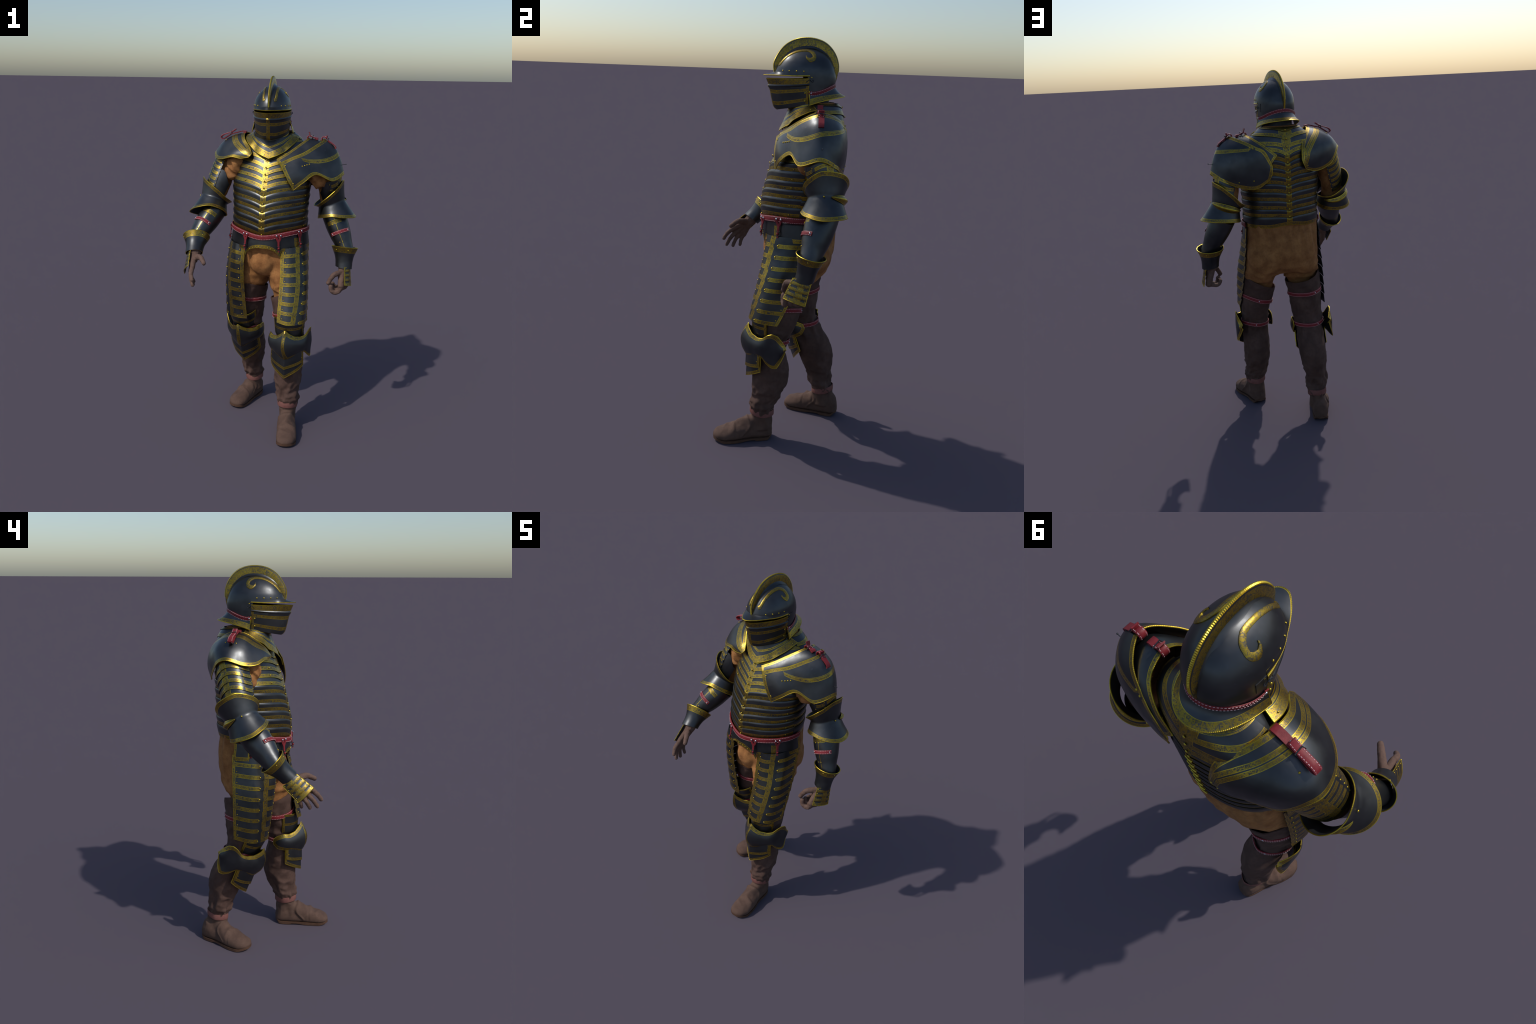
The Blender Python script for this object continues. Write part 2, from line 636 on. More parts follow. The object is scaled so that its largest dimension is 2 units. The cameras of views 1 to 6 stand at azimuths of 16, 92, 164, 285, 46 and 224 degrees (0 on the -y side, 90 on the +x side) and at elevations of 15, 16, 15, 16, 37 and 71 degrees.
# gently keeled base shell carries the lames
g = torso_band(-88, 88, 1.585, 1.145, 1, 0.9, 1)
BREAST = None
lames = []
for k in range(11):
    zt, zb = edge_z[k], edge_z[k + 1]
    up = k < 5
    wid = 58 + 6 * k if k < 5 else 89
    wid = [62, 60, 62, 66, 74][k] if k < 5 else 89
    mm = Mesh()
    h = zt - zb
    gold = 0.0180 if up else 0.0205
    G = torso_band(-wid, wid, zt + (0.004 if up else 0), zb - (0 if up else 0.004), 1, 1, 1 if up else -1)
    side = [(0.004, 1, "etch")] if k < 5 else []
    us = rest(26) + [(0.0022, 1, "gold"), (0.0145, 1, "etch"), (0.0145, 1, "etch"), (0.0022, 1, "gold")] + rest(26)
    vs = rest(6) + band(gold, 2)
    H, N = plate(mm, G, us, vs, 0.003, center=(T_CX, .1, zt))
    if k == 0:
        BREAST = mm.make("breastplate")
        par = BREAST
    else:
        mm.make("breast_lame", BREAST)
    p = torso(0, zb + 0.009, 0.008 if up else 0.004)
    rivet(p, (0, -1, -0.1), 0.0048, parent=BREAST)
    if 1 < k < 5:
        for sd in (-1, 1):
            th = sd * (33 + 1.5 * k)
            zr = zb + 0.009 + chevron(front_x(th), 1)
            p = torso(th, zr, 0.008)
            rivet(p, (math.sin(th * D2R), -math.cos(th * D2R), 0), 0.0040, parent=BREAST)
    if k >= 5:
        for sd in (-1, 1):
            th = sd * 74
            p = torso(th, zb + 0.010 + chevron(front_x(th), 1), 0.004)
            rivet(p, (math.sin(th * D2R), -math.cos(th * D2R), 0), 0.0034, parent=BREAST)

# armhole rims: gilt rolled borders down the open flanks of the upper chest
for sd in (-1, 1):
    mm = Mesh()
    th = np.array([62, 63, 66, 72, 80, 88.0]) * sd
    z = np.array([1.60, 1.555, 1.51, 1.475, 1.45, 1.44])
    mm.tube(through(torso(th, z, 0.004), 40), 0.0034, MI["gold"], twist=0.008)
    mm.make("armhole_border", BREAST)

# backplate
back_r = [1.690, 1.646, 1.604, 1.560, 1.521, 1.480, 1.441, 1.400, 1.357, 1.312, 1.267, 1.226]
BACK = None
for k in range(13):
    top = 1.706 if k == 0 else back_r[k - 1] - 0.011
    bot = back_r[k] - 0.011 if k < 12 else 1.168
    kk = float(np.interp(k, [0, 1, 4, 8, 12], [0.55, 0.8, 0.4, 0.0, -0.3]))
    k0 = float(np.interp(k - 1, [0, 1, 4, 8, 12], [0.55, 0.8, 0.4, 0.0, -0.3])) if k else 0.0
    w = [125, 100, 95, 92, 92][k] if k < 5 else 92
    mm = Mesh()
    up = k < 4
    nu, nv = 90, 14
    th = np.linspace(180 - w, 180 + w, nu)[:, None] * np.ones((1, nv))
    v = np.linspace(0, 1, nv)[None] * np.ones((nu, 1))
    x = front_x(th)
    spine = 0.020 * (1 - np.exp(-np.abs(x - T_CX) / 0.045)) * (k > 2)
    spine0 = 0.020 * (1 - np.exp(-np.abs(x - T_CX) / 0.045)) * (k > 3)
    z = lerp(top + chevron(x, k0) + spine0, bot + chevron(x, kk) + spine, v)
    if k == 12:
        z = lerp(top + chevron(x, k0) + spine0, 1.176 - 0.012 * smooth(0.02, 0.13, np.abs(x - T_CX)), v)
    off = 0.001 + 0.0055 * v if up else 0.0080 - 0.0075 * v - 0.0045 * smooth(0.16, 0, v)
    G = torso(th, z, off)
    stripe = [0.095, 0.075, 0.05, 0.036, 0.03][k] if k < 5 else 0.027
    us = rest(24) + [(0.0022, 1, "gold"), (stripe, 3, "etch"), (0.0022, 1, "gold")] + rest(24)
    vs = rest(6) + band(0.0195, 2)
    if k == 0:
        vs = band(0.020, 2) + rest(4) + band(0.010, 1)
    plate(mm, G, us, vs, 0.003, center=(T_CX, .1, 1.4))
    if k == 0:
        BACK = mm.make("backplate")
    else:
        mm.make("back_lame", BACK)
    if k < 12:
        p = torso(180, back_r[k], 0.007 if up else 0.004)
        rivet(p, (0, 1, 0), 0.0050, parent=BACK)
        if k >= 4:   # small bright chevron tab under each spine rivet
            mm = Mesh()
            pts = [torso(180 + a, back_r[k] - 0.017 + abs(a) * 0.0009, 0.0075) for a in (-5, -2.5, 0, 2.5, 5)]
            mm.tube(through(pts, 12), 0.0026, MI["gold"])
            mm.make("spine_tab", BACK)

# shoulder yoke that closes the top of the cuirass round the neck
mm = Mesh()
th = np.linspace(0, 360, 73)[:, None] * np.ones((1, 20))
v = np.linspace(0, 1, 20)[None] * np.ones((73, 1))
z = lerp(1.706, 1.60, v)
plate(mm, torso(th, z, 0.0005), rest(72), rest(3) + band(0.016) + rest(8), 0.003, center=(T_CX, .13, 1.5), closed=True)
mm.make("shoulder_yoke", BACK)

# ================================================================== HELMET
HO, HF, HL = A(-0.020, 0.081, 0), unit(A(0.109, -0.994, 0)), unit(A(0.994, 0.109, 0))


def head(f, l, z):
    f, l, z = np.broadcast_arrays(np.asarray(f, float), np.asarray(l, float), np.asarray(z, float))
    return HO + f[..., None] * HF + l[..., None] * HL + z[..., None] * A(0, 0, 1)


S_F = curve1([1.70, 1.80, 1.838, 1.857, 1.885, 1.905, 1.925, 1.940, 1.950, 1.9555], [.150, .152, .151, .146, .132, .117, .094, .070, .040, .004])
S_B = curve1([1.70, 1.775, 1.795, 1.82, 1.857, 1.897, 1.925, 1.940, 1.950, 1.9555], [.128, .131, .137, .139, .131, .113, .089, .064, .037, .004])
S_W = curve1([1.70, 1.76, 1.80, 1.83, 1.86, 1.885, 1.905, 1.925, 1.940, 1.950, 1.9555], [.098, .100, .101, .101, .098, .089, .077, .059, .040, .022, .003])


def skull(th, z, off=0.0):
    """th degrees: 0 front, 90 wearer's left."""
    t = np.asarray(th, float) * D2R
    s, c = np.sin(t), np.cos(t)
    a = S_W(z) + off
    b = np.where(c > 0, S_F(z), S_B(z)) + off
    n = 2.1
    r = (np.abs(s / a) ** n + np.abs(c / b) ** n) ** (-1 / n)
    return head(r * c, r * s, z)


def skull_base(th):
    a = np.abs((np.asarray(th, float) + 180) % 360 - 180)
    return 1.834 - (1.834 - 1.742) * smooth(84, 96, a) + 0.040 * smooth(100, 180, a)


mm = Mesh()
nu, nv = 120, 40
th = np.linspace(0, 360, nu, endpoint=False)[:, None] * np.ones((1, nv))
v = np.linspace(0, 1, nv)[None] * np.ones((nu, 1))
zb = skull_base(th)
z = zb + (1.9555 - zb) * np.sin(v * math.pi / 2)
G = skull(th, z)
mm.grid(G, MI["steel"], closed_u=True)
mm.grid(G - unit(G - head(0, 0, 1.84)) * 0.004, MI["dark"], closed_u=True, flip=True)
HELM = mm.make("helmet", angle=50)

# comb: tall thin crest from brow to nape
mm = Mesh()
co = through([(.153, 1.842), (.156, 1.876), (.138, 1.921), (.107, 1.960), (.065, 1.986), (.012, 1.997), (-.036, 1.994), (-.081, 1.978), (-.116, 1.948), (-.138, 1.912), (-.147, 1.880), (-.1465, 1.838), (-.137, 1.795)], 60)
ci = through([(.140, 1.836), (.128, 1.870), (.108, 1.900), (.082, 1.925), (.050, 1.942), (.012, 1.950), (-.033, 1.948), (-.070, 1.930), (-.098, 1.905), (-.116, 1.875), (-.124, 1.850), (-.128, 1.825), (-.125, 1.795)], 60)
prof = [(0.0, 0.022), (0.12, 0.0125), (0.26, 0.0085), (0.30, 0.0085), (0.92, 0.0062), (1.0, 0.0045)]
for sd in (-1, 1):
    G = np.zeros((60, len(prof), 3))
    for j, (t, w) in enumerate(prof):
        pt = lerp(ci, co, t)
        G[:, j] = head(pt[:, 0], sd * w, pt[:, 1])
    mats = np.zeros((59, len(prof) - 1), int)
    mats[:, 2:] = MI["etch"]
    mats[:, -1] = MI["steel"]
    mm.grid(G, mats, flip=sd > 0)
G = np.stack([head(co[:, 0], -0.0045, co[:, 1]), head(co[:, 0], 0.0045, co[:, 1])], 1)
mm.grid(G, MI["gold"])
mm.tube(head(co[:-6, 0], 0, co[:-6, 1]), 0.0042, MI["gold"], twist=0.0052)
mm.make("comb", HELM, angle=30)

# gilt scroll inlaid on each side of the skull
for sd in (-1, 1):
    mm = Mesh()
    P = through([(.132, .024, .6), (.128, .031, .8), (.108, .035, 1.0), (.080, .036, 1.05), (.050, .036, 1.1), (.020, .037, 1.15),
                 (-.006, .043, 1.3), (-.021, .056, 1.45), (-.024, .068, 1.35), (-.016, .078, 1.15), (-.001, .081, .9), (.010, .076, .65), (.014, .067, .3)], 90)

    def on_skull(f, l):
        lo_, hi_ = np.full_like(f, 1.80), np.full_like(f, 1.955)
        for _ in range(26):
            md = (lo_ + hi_) / 2
            b = np.where(f > 0, S_F(md), S_B(md))
            ins = (np.abs(l) / S_W(md)) ** 2.1 + (np.abs(f) / b) ** 2.1 < 1
            lo_, hi_ = np.where(ins, md, lo_), np.where(ins, hi_, md)
        return lo_
    f_, l_, w_ = P[:, 0], P[:, 1], P[:, 2] * 0.0056
    tan = unit(np.gradient(P[:, :2], axis=0))
    nx, ny = -tan[:, 1], tan[:, 0]
    G = []
    for a, up in ((-1.08, -.001), (-1, .0022), (-.6, .0034), (.6, .0034), (1, .0022), (1.08, -.001)):
        ff, ll = f_ + nx * w_ * a, l_ + ny * w_ * a
        zz_ = on_skull(ff, ll)
        p = head(ff, sd * ll, zz_)
        n = unit(p - head(0, 0, 1.80))
        G.append(p + n * up)
    G = np.array(G)
    mats = np.full((5, 89), MI["gold"])
    mats[2] = MI["etch"]
    mats[1] = mats[3] = MI["etch"]
    mm.grid(G, mats, flip=sd < 0)
    mm.make("gilt_scroll", HELM)
for sd in (-1, 1):
    for a in (28, 42, 58, 76):
        p = skull(sd * a, 1.848)
        rivet(p, p - head(0, 0, 1.83), 0.0038, parent=HELM)

# brow peak
mm = Mesh()
nu, nv = 70, 14
th = np.linspace(-92, 92, nu)[:, None] * np.ones((1, nv))
v = np.linspace(0, 1, nv)[None] * np.ones((nu, 1))
c = np.clip(np.cos(th * D2R), 0, 1)
inn = skull(th, 1.842 + 0 * th)
d = unit(inn - head(0, 0, 1.842))
tt_ = th * D2R
wedge = ((np.abs(np.sin(tt_)) / 0.104) ** 1.5 + (np.abs(np.cos(tt_)) / 0.207) ** 1.5) ** (-1 / 1.5)
ext = np.maximum(0.003, np.minimum(wedge, 0.203) - np.linalg.norm(inn - head(0, 0, 1.842), axis=-1))
G = inn + d * (ext * v)[..., None] + A(0, 0, 1) * (-(0.014 + 0.004 * c) * v ** 0.8 + 0.004 * c ** 4 * v)[..., None]
plate(mm, G, rest(69), rest(8) + [(0.004, 1, "gold")], 0.003, center=tuple(head(0, 0, 1.7)), rope="v1", rope_r=0.0022)
mm.make("brow_peak", HELM)

# face guard in stepped lames
V_F = curve1([1.64, 1.665, 1.675, 1.686, 1.728, 1.765, 1.772, 1.780, 1.790, 1.812], [.100, .128, .143, .151, .163, .172, .1775, .176, .180, .189])
V_W = curve1([1.64, 1.67, 1.70, 1.75, 1.79, 1.812], [.082, .087, .091, .0965, .100, .1015])


def visor(th, z, off=0.0):
    t = np.asarray(th, float) * D2R
    s, c = np.sin(t), np.cos(t)
    a, b = V_W(z) + off, V_F(z) + off
    n = 1.55
    r = (np.abs(s / a) ** n + np.abs(c / b) ** n) ** (-1 / n)
    f = r * c
    return head(f + 0.001 * np.exp(-np.abs(r * s) / 0.02), r * s, z)


mm = Mesh()
nu, nv = 100, 60
th = np.linspace(-91, 91, nu)[:, None] * np.ones((1, nv))
v = np.linspace(0, 1, nv)[None] * np.ones((nu, 1))
ths = np.abs(th) / 91
ztop = 1.811 + 0.006 * ths ** 2
zbot = 1.668 + 0.034 * ths ** 1.1
z = lerp(ztop, zbot, v)
G = visor(th, z, 0.002)
us = band(0.011) + rest(30) + [(LN, 1, "gold"), (.0075, 1, "etch"), (.0075, 1, "etch"), (LN, 1, "gold")] + rest(30) + band(0.011)
vs = band(0.028, 3) + [(0.013, 4, "lip")] + [(0.014, 2, "steel")] + band(0.016, 2) + [(0.038, 4, "steel")] + band(0.016, 2) + rest(4)


def visor_pick(i, j, tu, tv, t):
    n = len(tu)
    if tv[j] == "lip":
        return "steel" if tu[i] == "steel" else ("etch" if n // 3 < i < 2 * n // 3 else "steel")
    return t


def visor_lip(H, tu, tv):
    c_ = HO + A(0, 0, 0)
    dirn = H - c_
    dirn[..., 2] = 0
    dirn = unit(dirn)
    amt = np.zeros(H.shape[1])
    idx = [j for j, t in enumerate(tv) if t == "lip"]
    for q, j in enumerate(idx[1:]):
        amt[j] = [0.003, 0.0045, 0.003][q % 3]
    return H + dirn * amt[None, :, None]


plate(mm, G, us, vs, 0.003, center=tuple(head(0, 0, 1.74)), pick=visor_pick, bulge=visor_lip, rope="v0", rope_r=0.0020)
VIS = mm.make("face_guard", HELM)
for sd in (-1, 1):
    for z_ in (1.752, 1.716):
        p = visor(sd * 82, z_, 0.003)
        rivet(p, p - head(.05, 0, z_), 0.0045, parent=HELM)
    p = skull(sd * 97, 1.822)
    rivet(p, p - head(0, 0, 1.822), 0.004, parent=HELM)
    # hook and eye latch
    mm = Mesh()
    pts = [head(f, sd * l, z) for f, l, z in ((.014, .104, 1.800), (.008, .110, 1.806), (-.002, .108, 1.812), (-.010, .107, 1.806), (-.018, .108, 1.802), (-.022, .106, 1.808), (-.016, .105, 1.812))]
    mm.tube(through(pts, 24), 0.0016, MI["dark"], sides=5)
    mm.make("latch_hook", HELM)
    # raised pivot plate behind the face guard
    mm = Mesh()
    th = np.linspace(93, 112, 8)[:, None] * np.ones((1, 8)) * sd
    zz_ = np.linspace(1.828, 1.785, 8)[None] * np.ones((8, 1))
    plate(mm, skull(th, zz_, 0.0018), rest(6), rest(6), 0.002, center=tuple(head(0, 0, 1.8)))
    mm.make("pivot_plate", HELM)

# nape guard, flared
mm = Mesh()
nu, nv = 70, 16
th = np.linspace(93, 267, nu)[:, None] * np.ones((1, nv))
v = np.linspace(0, 1, nv)[None] * np.ones((nu, 1))
a = np.abs(th - 180) / 87
top = skull(th, skull_base(th) + 0.006, 0.001)
zl = 1.742 - 0.043 * a ** 1.6
low_r = 0.187 - 0.060 * a ** 2.0
t = th * D2R
rl = ((np.abs(np.sin(t)) / 0.117) ** 2.1 + (np.abs(np.cos(t)) / 0.187) ** 2.1) ** (-1 / 2.1)
low = head(rl * np.cos(t), rl * np.sin(t), zl)
G = top + (low - top) * v[..., None] + unit(top - head(0, 0, 1.75)) * (-0.010 * np.sin(v * math.pi) * (1 - a))[..., None]
plate(mm, G, [(0.003, 1, "gold")] + rest(60) + [(0.003, 1, "gold")], rest(4) + band(0.026, 2), 0.003, center=tuple(head(0, 0, 1.80)), rope="v1", rope_r=0.0022)
mm.make("nape_guard", HELM)
mm = Mesh()
th = np.linspace(94, 266, 60)
pts = skull(th, skull_base(th) + 0.008, 0.001)
nr = unit(pts - head(0, 0, 1.77))
ribbon(mm, pts, nr, 0.019, 0.0035)
mm.make("nape_strap", HELM)
for sd in (97, 263):
    p = skull(sd, 1.752, 0.005)
    rivet(p, p - head(0, 0, 1.75), 0.0042, "bright", parent=HELM)

# neck lames and gorget
m_ = Mesh()
zz = np.linspace(1.60, 1.775, 14)
tt = np.linspace(0, 360, 60, endpoint=False)
loft(m_, [head(np.where(np.cos(tt * D2R) > 0, .072, .112) * np.cos(tt * D2R), .088 * np.sin(tt * D2R), z) for z in zz], "dark")
m_.make("mail_collar", HELM)


G_Z = lambda a: np.interp(a, [0, 16.5, 45, 60, 91, 104], [1.570, 1.582, 1.606, 1.632, 1.671, 1.680])
G_RL = lambda a: np.interp(a, [0, 8, 16.5, 45, 60, 91, 104], [.121, .119, .119, .118, .129, .146, .150])


def neck(th, v, off=0.0):
    """v 0 at the throat, 1 at the lower edge."""
    a = np.abs(np.asarray(th, float))
    t = np.asarray(th, float) * D2R
    zu = 1.660 + 0.042 * (a / 104) ** 1.2
    ru = 0.084 + 0.018 * smooth(0, 95, a)
    w = v ** 1.15
    r = lerp(ru, G_RL(a), w) + off
    return head(r * np.cos(t), r * np.sin(t), lerp(zu, G_Z(a), v))


mm = Mesh()
nu, nv = 91, 30
th = np.linspace(-104, 104, nu)[:, None] * np.ones((1, nv))
v = np.linspace(0, 1, nv)[None] * np.ones((nu, 1))
G = neck(th, v)
plate(mm, G, band(0.006) + rest(80) + band(0.006), rest(4) + band(0.010) + rest(4, .8) + band(0.034, 5), 0.003, center=tuple(head(0, 0, 1.62)), rope="v1 u0 u1", rope_r=0.0020)
GORG = mm.make("gorget")
mm = Mesh()
th = np.linspace(-125, 125, nu)[:, None] * np.ones((1, 12))
v = np.linspace(0, 1, 12)[None] * np.ones((nu, 1))
t = th * D2R
zz_ = lerp(1.692 + 0.028 * np.abs(th) / 125, 1.648 + 0.045 * np.abs(th) / 125, v)
rr_ = 0.080 + 0.012 * smooth(0, 90, np.abs(th)) + 0.004 * v
plate(mm, head(rr_ * np.cos(t), rr_ * np.sin(t), zz_), rest(80), rest(2) + band(0.007) + rest(3), 0.003, center=tuple(head(0, 0, 1.65)))
mm.make("neck_lame", GORG)
for sd in (-1, 1):
    p = neck(sd * 94, np.float64(.75), 0.002)
    rivet(p, p - head(0, 0, 1.62), 0.0035, parent=GORG)

# ================================================================== PAULDRONS
# left: control columns front -> back, each from collar edge over the shoulder to the lower edge
LP = [
    [(.060, -.046, 1.549), (.085, -.053, 1.500), (.112, -.053, 1.450), (.136, -.045, 1.405)],
    [(.115, -.012, 1.577), (.143, -.024, 1.540), (.168, -.030, 1.495), (.188, -.026, 1.447)],
    [(.170, .020, 1.600), (.198, .019, 1.565), (.222, .020, 1.528), (.243, .020, 1.487)],
    [(.226, .068, 1.637), (.263, .065, 1.598), (.300, .067, 1.530), (.330, .062, 1.451)],
    [(.266, .146, 1.669), (.318, .150, 1.630), (.354, .156, 1.565), (.379, .160, 1.480)],
    [(.224, .219, 1.652), (.278, .232, 1.605), (.313, .236, 1.530), (.329, .230, 1.442)],
    [(.150, .262, 1.614), (.190, .274, 1.560), (.222, .273, 1.480), (.235, .259, 1.402)],
    [(.094, .280, 1.572), (.108, .284, 1.520), (.120, .281, 1.460), (.135, .273, 1.398)],
    [(.064, .281, 1.505), (.066, .284, 1.485), (.070, .281, 1.460), (.082, .277, 1.435)],
]
mm = Mesh()
G = sheet(LP, 110, 60)
us = band(0.016, 2) + rest(70) + band(0.016, 2)
# a crescent band hangs from the upper border between the front and rear thirds
dip = lambda u: 0.0006 + 0.086 * np.clip(np.sin(np.clip((u - .19) / .55, 0, 1) * math.pi), 0, 1) ** .85
vs = band(0.0155, 2) + [(dip, 8, "steel"), (.0020, 1, "gold"), (.0030, 1, "steel"), (.0022, 1, "gold"), (.012, 2, "etch"), (.0022, 1, "gold"), (-1, 16, "steel")] + band(0.0165, 2)


def pauldron_pick(i, j, tu, tv, t):
    u_ = i / len(tu)
    if 4 <= j < 18 and not .19 < u_ < .74:
        return tu[i]
    return t


H, N = plate(mm, G, us, vs, 0.0035, center=(.20, .13, 1.45), rope="all", pick=pauldron_pick)
PL = mm.make("pauldron")
# second shoulder lame peeping out above it
LP2 = [
    [(.036, -.028, 1.566), (.055, -.040, 1.545), (.075, -.046, 1.510)],
    [(.085, .010, 1.597), (.115, .000, 1.578), (.140, -.004, 1.540)],
    [(.130, .062, 1.634), (.165, .050, 1.610), (.200, .040, 1.560)],
    [(.176, .142, 1.672), (.230, .146, 1.660), (.290, .150, 1.615)],
    [(.152, .222, 1.656), (.190, .232, 1.640), (.240, .240, 1.590)],
    [(.098, .262, 1.614), (.125, .272, 1.596), (.160, .278, 1.550)],
    [(.036, .276, 1.563), (.050, .279, 1.545), (.080, .281, 1.510)],
]
mm = Mesh()
plate(mm, sheet(LP2, 80, 30), band(0.011) + rest(60) + band(0.011), band(0.012, 2) + rest(8), 0.003, center=(.15, .13, 1.42), rope="v0 u0 u1", rope_r=0.0020)
mm.make("shoulder_lame", PL)
RIV_A, RIV_D = A(.1655, .0035, 1.5255), A(.2025, .0235, 1.5385)


def on_plate(H, N, p, r, parent, mat="gold"):
    """Seat a rivet on the plate point nearest p."""
    k = np.argmin(np.linalg.norm(H - A(*p), axis=-1))
    k = np.unravel_index(k, H.shape[:2])
    q = A(*p) - N[k] * ((A(*p) - H[k]) @ N[k])
    rivet(q, N[k], r, mat, parent=parent)


for p in [(.086, -.036, 1.534), (.132, -.038, 1.440)] + [tuple(lerp(RIV_A, RIV_D, k / 3)) for k in range(4)]:
    on_plate(H, N, p, 0.0042, PL)
for i_, j_ in ((57, 8), (59, 8), (66, -8), (58, -6)):
    rivet(H[i_, j_], N[i_, j_], 0.0040, parent=PL)
mm = Mesh()
mm.tube(np.array([(.366, .162, 1.530), (.385, .162, 1.533)]), 0.0016, MI["dark"], sides=6)
mm.ball((.386, .162, 1.533), 0.003, MI["dark"])
mm.make("shield_pin", PL)

# right: smaller, cut away for the lance
RP = [
    [(-.110, -.018, 1.590), (-.112, -.024, 1.583), (-.117, -.029, 1.576), (-.124, -.030, 1.570)],
    [(-.120, -.004, 1.612), (-.137, -.020, 1.598), (-.152, -.028, 1.580), (-.168, -.028, 1.562)],
    [(-.142, .018, 1.636), (-.174, .000, 1.618), (-.199, -.016, 1.594), (-.220, -.024, 1.568)],
    [(-.168, .046, 1.664), (-.215, .032, 1.638), (-.256, .016, 1.600), (-.288, .000, 1.551)],
    [(-.181, .082, 1.686), (-.244, .070, 1.664), (-.302, .060, 1.618), (-.338, .050, 1.553)],
    [(-.182, .118, 1.692), (-.252, .118, 1.676), (-.324, .122, 1.630), (-.366, .122, 1.577)],
    [(-.175, .158, 1.690), (-.242, .174, 1.668), (-.308, .186, 1.622), (-.349, .174, 1.560)],
    [(-.158, .198, 1.674), (-.212, .224, 1.644), (-.268, .232, 1.588), (-.305, .214, 1.503)],
    [(-.132, .234, 1.643), (-.168, .262, 1.611), (-.207, .268, 1.548), (-.238, .240, 1.468)],
    [(-.108, .268, 1.596), (-.130, .287, 1.566), (-.153, .287, 1.521), (-.177, .262, 1.462)],
    [(-.102, .284, 1.530), (-.106, .289, 1.515), (-.115, .288, 1.495), (-.124, .278, 1.477)],
]
mm = Mesh()
G = sheet(RP, 110, 60)
gap = lambda u: 0.0006 + 0.026 * np.clip(np.sin(np.clip((u - .10) / .75, 0, 1) * math.pi), 0, 1) ** .7
vs = band(0.017, 2) + [(gap, 4, "steel")] + band(0.015, 2) + [(0.004, 1, "steel")] + band(0.014, 2) + [(-1, 12, "steel")] + band(0.015, 2)
H, N = plate(mm, G, band(0.012, 2) + rest(72) + band(0.012, 2), vs, 0.0035, center=(-.20, .13, 1.48), rope="all")
PR = mm.make("pauldron")
for p in [(-.300, .150, 1.660), (-.298, .095, 1.655)]:
    on_plate(H, N, p, 0.0036, PR)
for p in [(-.118, .275, 1.520), (-.130, .275, 1.500)]:
    on_plate(H, N, p, 0.0036, PR)

# shoulder straps: leather loops through a buckle, seen edge-on from the front
STRAPS = [
    (.152, PL, [(.252, 1.660), (.250, 1.672), (.259, 1.679), (.271, 1.673), (.279, 1.664), (.292, 1.646), (.310, 1.624), (.323, 1.617), (.330, 1.621), (.325, 1.633), (.307, 1.648), (.284, 1.665), (.277, 1.672), (.278, 1.688)], (.281, 1.665)),
    (.148, PL, [(.171, 1.664), (.170, 1.675), (.181, 1.682), (.191, 1.676), (.206, 1.671), (.222, 1.663), (.229, 1.668), (.221, 1.675), (.201, 1.677), (.187, 1.685), (.178, 1.706)], (.194, 1.677)),
    (.117, PR, [(-.194, 1.690), (-.178, 1.690), (-.178, 1.699), (-.189, 1.702), (-.210, 1.699), (-.236, 1.692), (-.266, 1.684), (-.295, 1.666), (-.319, 1.655), (-.326, 1.661), (-.316, 1.671), (-.290, 1.681), (-.268, 1.688), (-.252, 1.697), (-.238, 1.708)], (-.268, 1.688)),
]
for y, par, xz, bk in STRAPS:
    mm = Mesh()
    P = through([(x, y, z) for x, z in xz], 60)
    tg = unit(np.gradient(P, axis=0))
    ribbon(mm, P, np.cross(tg, A(0, 1, 0)), 0.025, 0.0050)
    ob = mm.make("shoulder_strap", par)
    mm = Mesh()
    ring_buckle(mm, (bk[0], y, bk[1]), (0, 1, 0), (0.3, 0, 1), 0.034, 0.014)
    mm.make("buckle", par)
    k = 7 if par is PL else 8
    rivet((xz[5][0], y, xz[5][1] + .006), (0.4 if par is PL else -.4, 0, 1), 0.003, "bright", parent=par)

# ================================================================== ARMS
def sleeve(name, pts, radii, mat="tan", folds=0.004, parent=None):
    P = through(pts, 40)
    r = curve1(np.linspace(0, 1, len(radii)), radii)(np.linspace(0, 1, 40))
    t = unit(np.gradient(P, axis=0))
    u = unit(np.cross(t, A(0, 1, 0.1)))
    w = np.cross(t, u)
    a = np.linspace(0, 2 * math.pi, 48, endpoint=False)
    R = np.array([P[k] + r[k] * (np.cos(a)[:, None] * u[k] + np.sin(a)[:, None] * w[k]) for k in range(40)])
    nrm = unit(R - P[:, None])
    R = R + nrm * (folds * (vnoise(R, 28) + 0.7 * vnoise(R * A(1, 1, 2), 45)))[..., None]
    m = Mesh()
    loft(m, R, mat)
    return m.make(name, parent, angle=80)


class Arm:
    pass


L = Arm()
L.sd = 1
L.shoulder, L.mid, L.elbow = A(.262, .145, 1.560), A(.287, .172, 1.43), A(.311, .188, 1.305)
L.vtop, L.cuff, L.wrist = A(.334, .181, 1.222), A(.406, .137, 1.067), A(.407, .113, .954)
L.d = (.338, -.02, -.94)
L.out = (.079, -.009, .024)
R = Arm()
R.sd = -1
R.shoulder, R.mid, R.elbow = A(-.262, .135, 1.570), A(-.312, .105, 1.44), A(-.350, .052, 1.306)
R.vtop, R.cuff, R.wrist = A(-.343, .008, 1.238), A(-.402, -.107, 1.121), A(-.387, -.185, 1.046)
R.d = (-.204, -.472, -.859)
R.out = (-.074, -.02, .02)
R.puffs = [((-.215, .052, 1.520), .054), ((-.236, .056, 1.478), .046)]
L.puffs = [((.222, .090, 1.480), .050), ((.245, .108, 1.445), .046)]

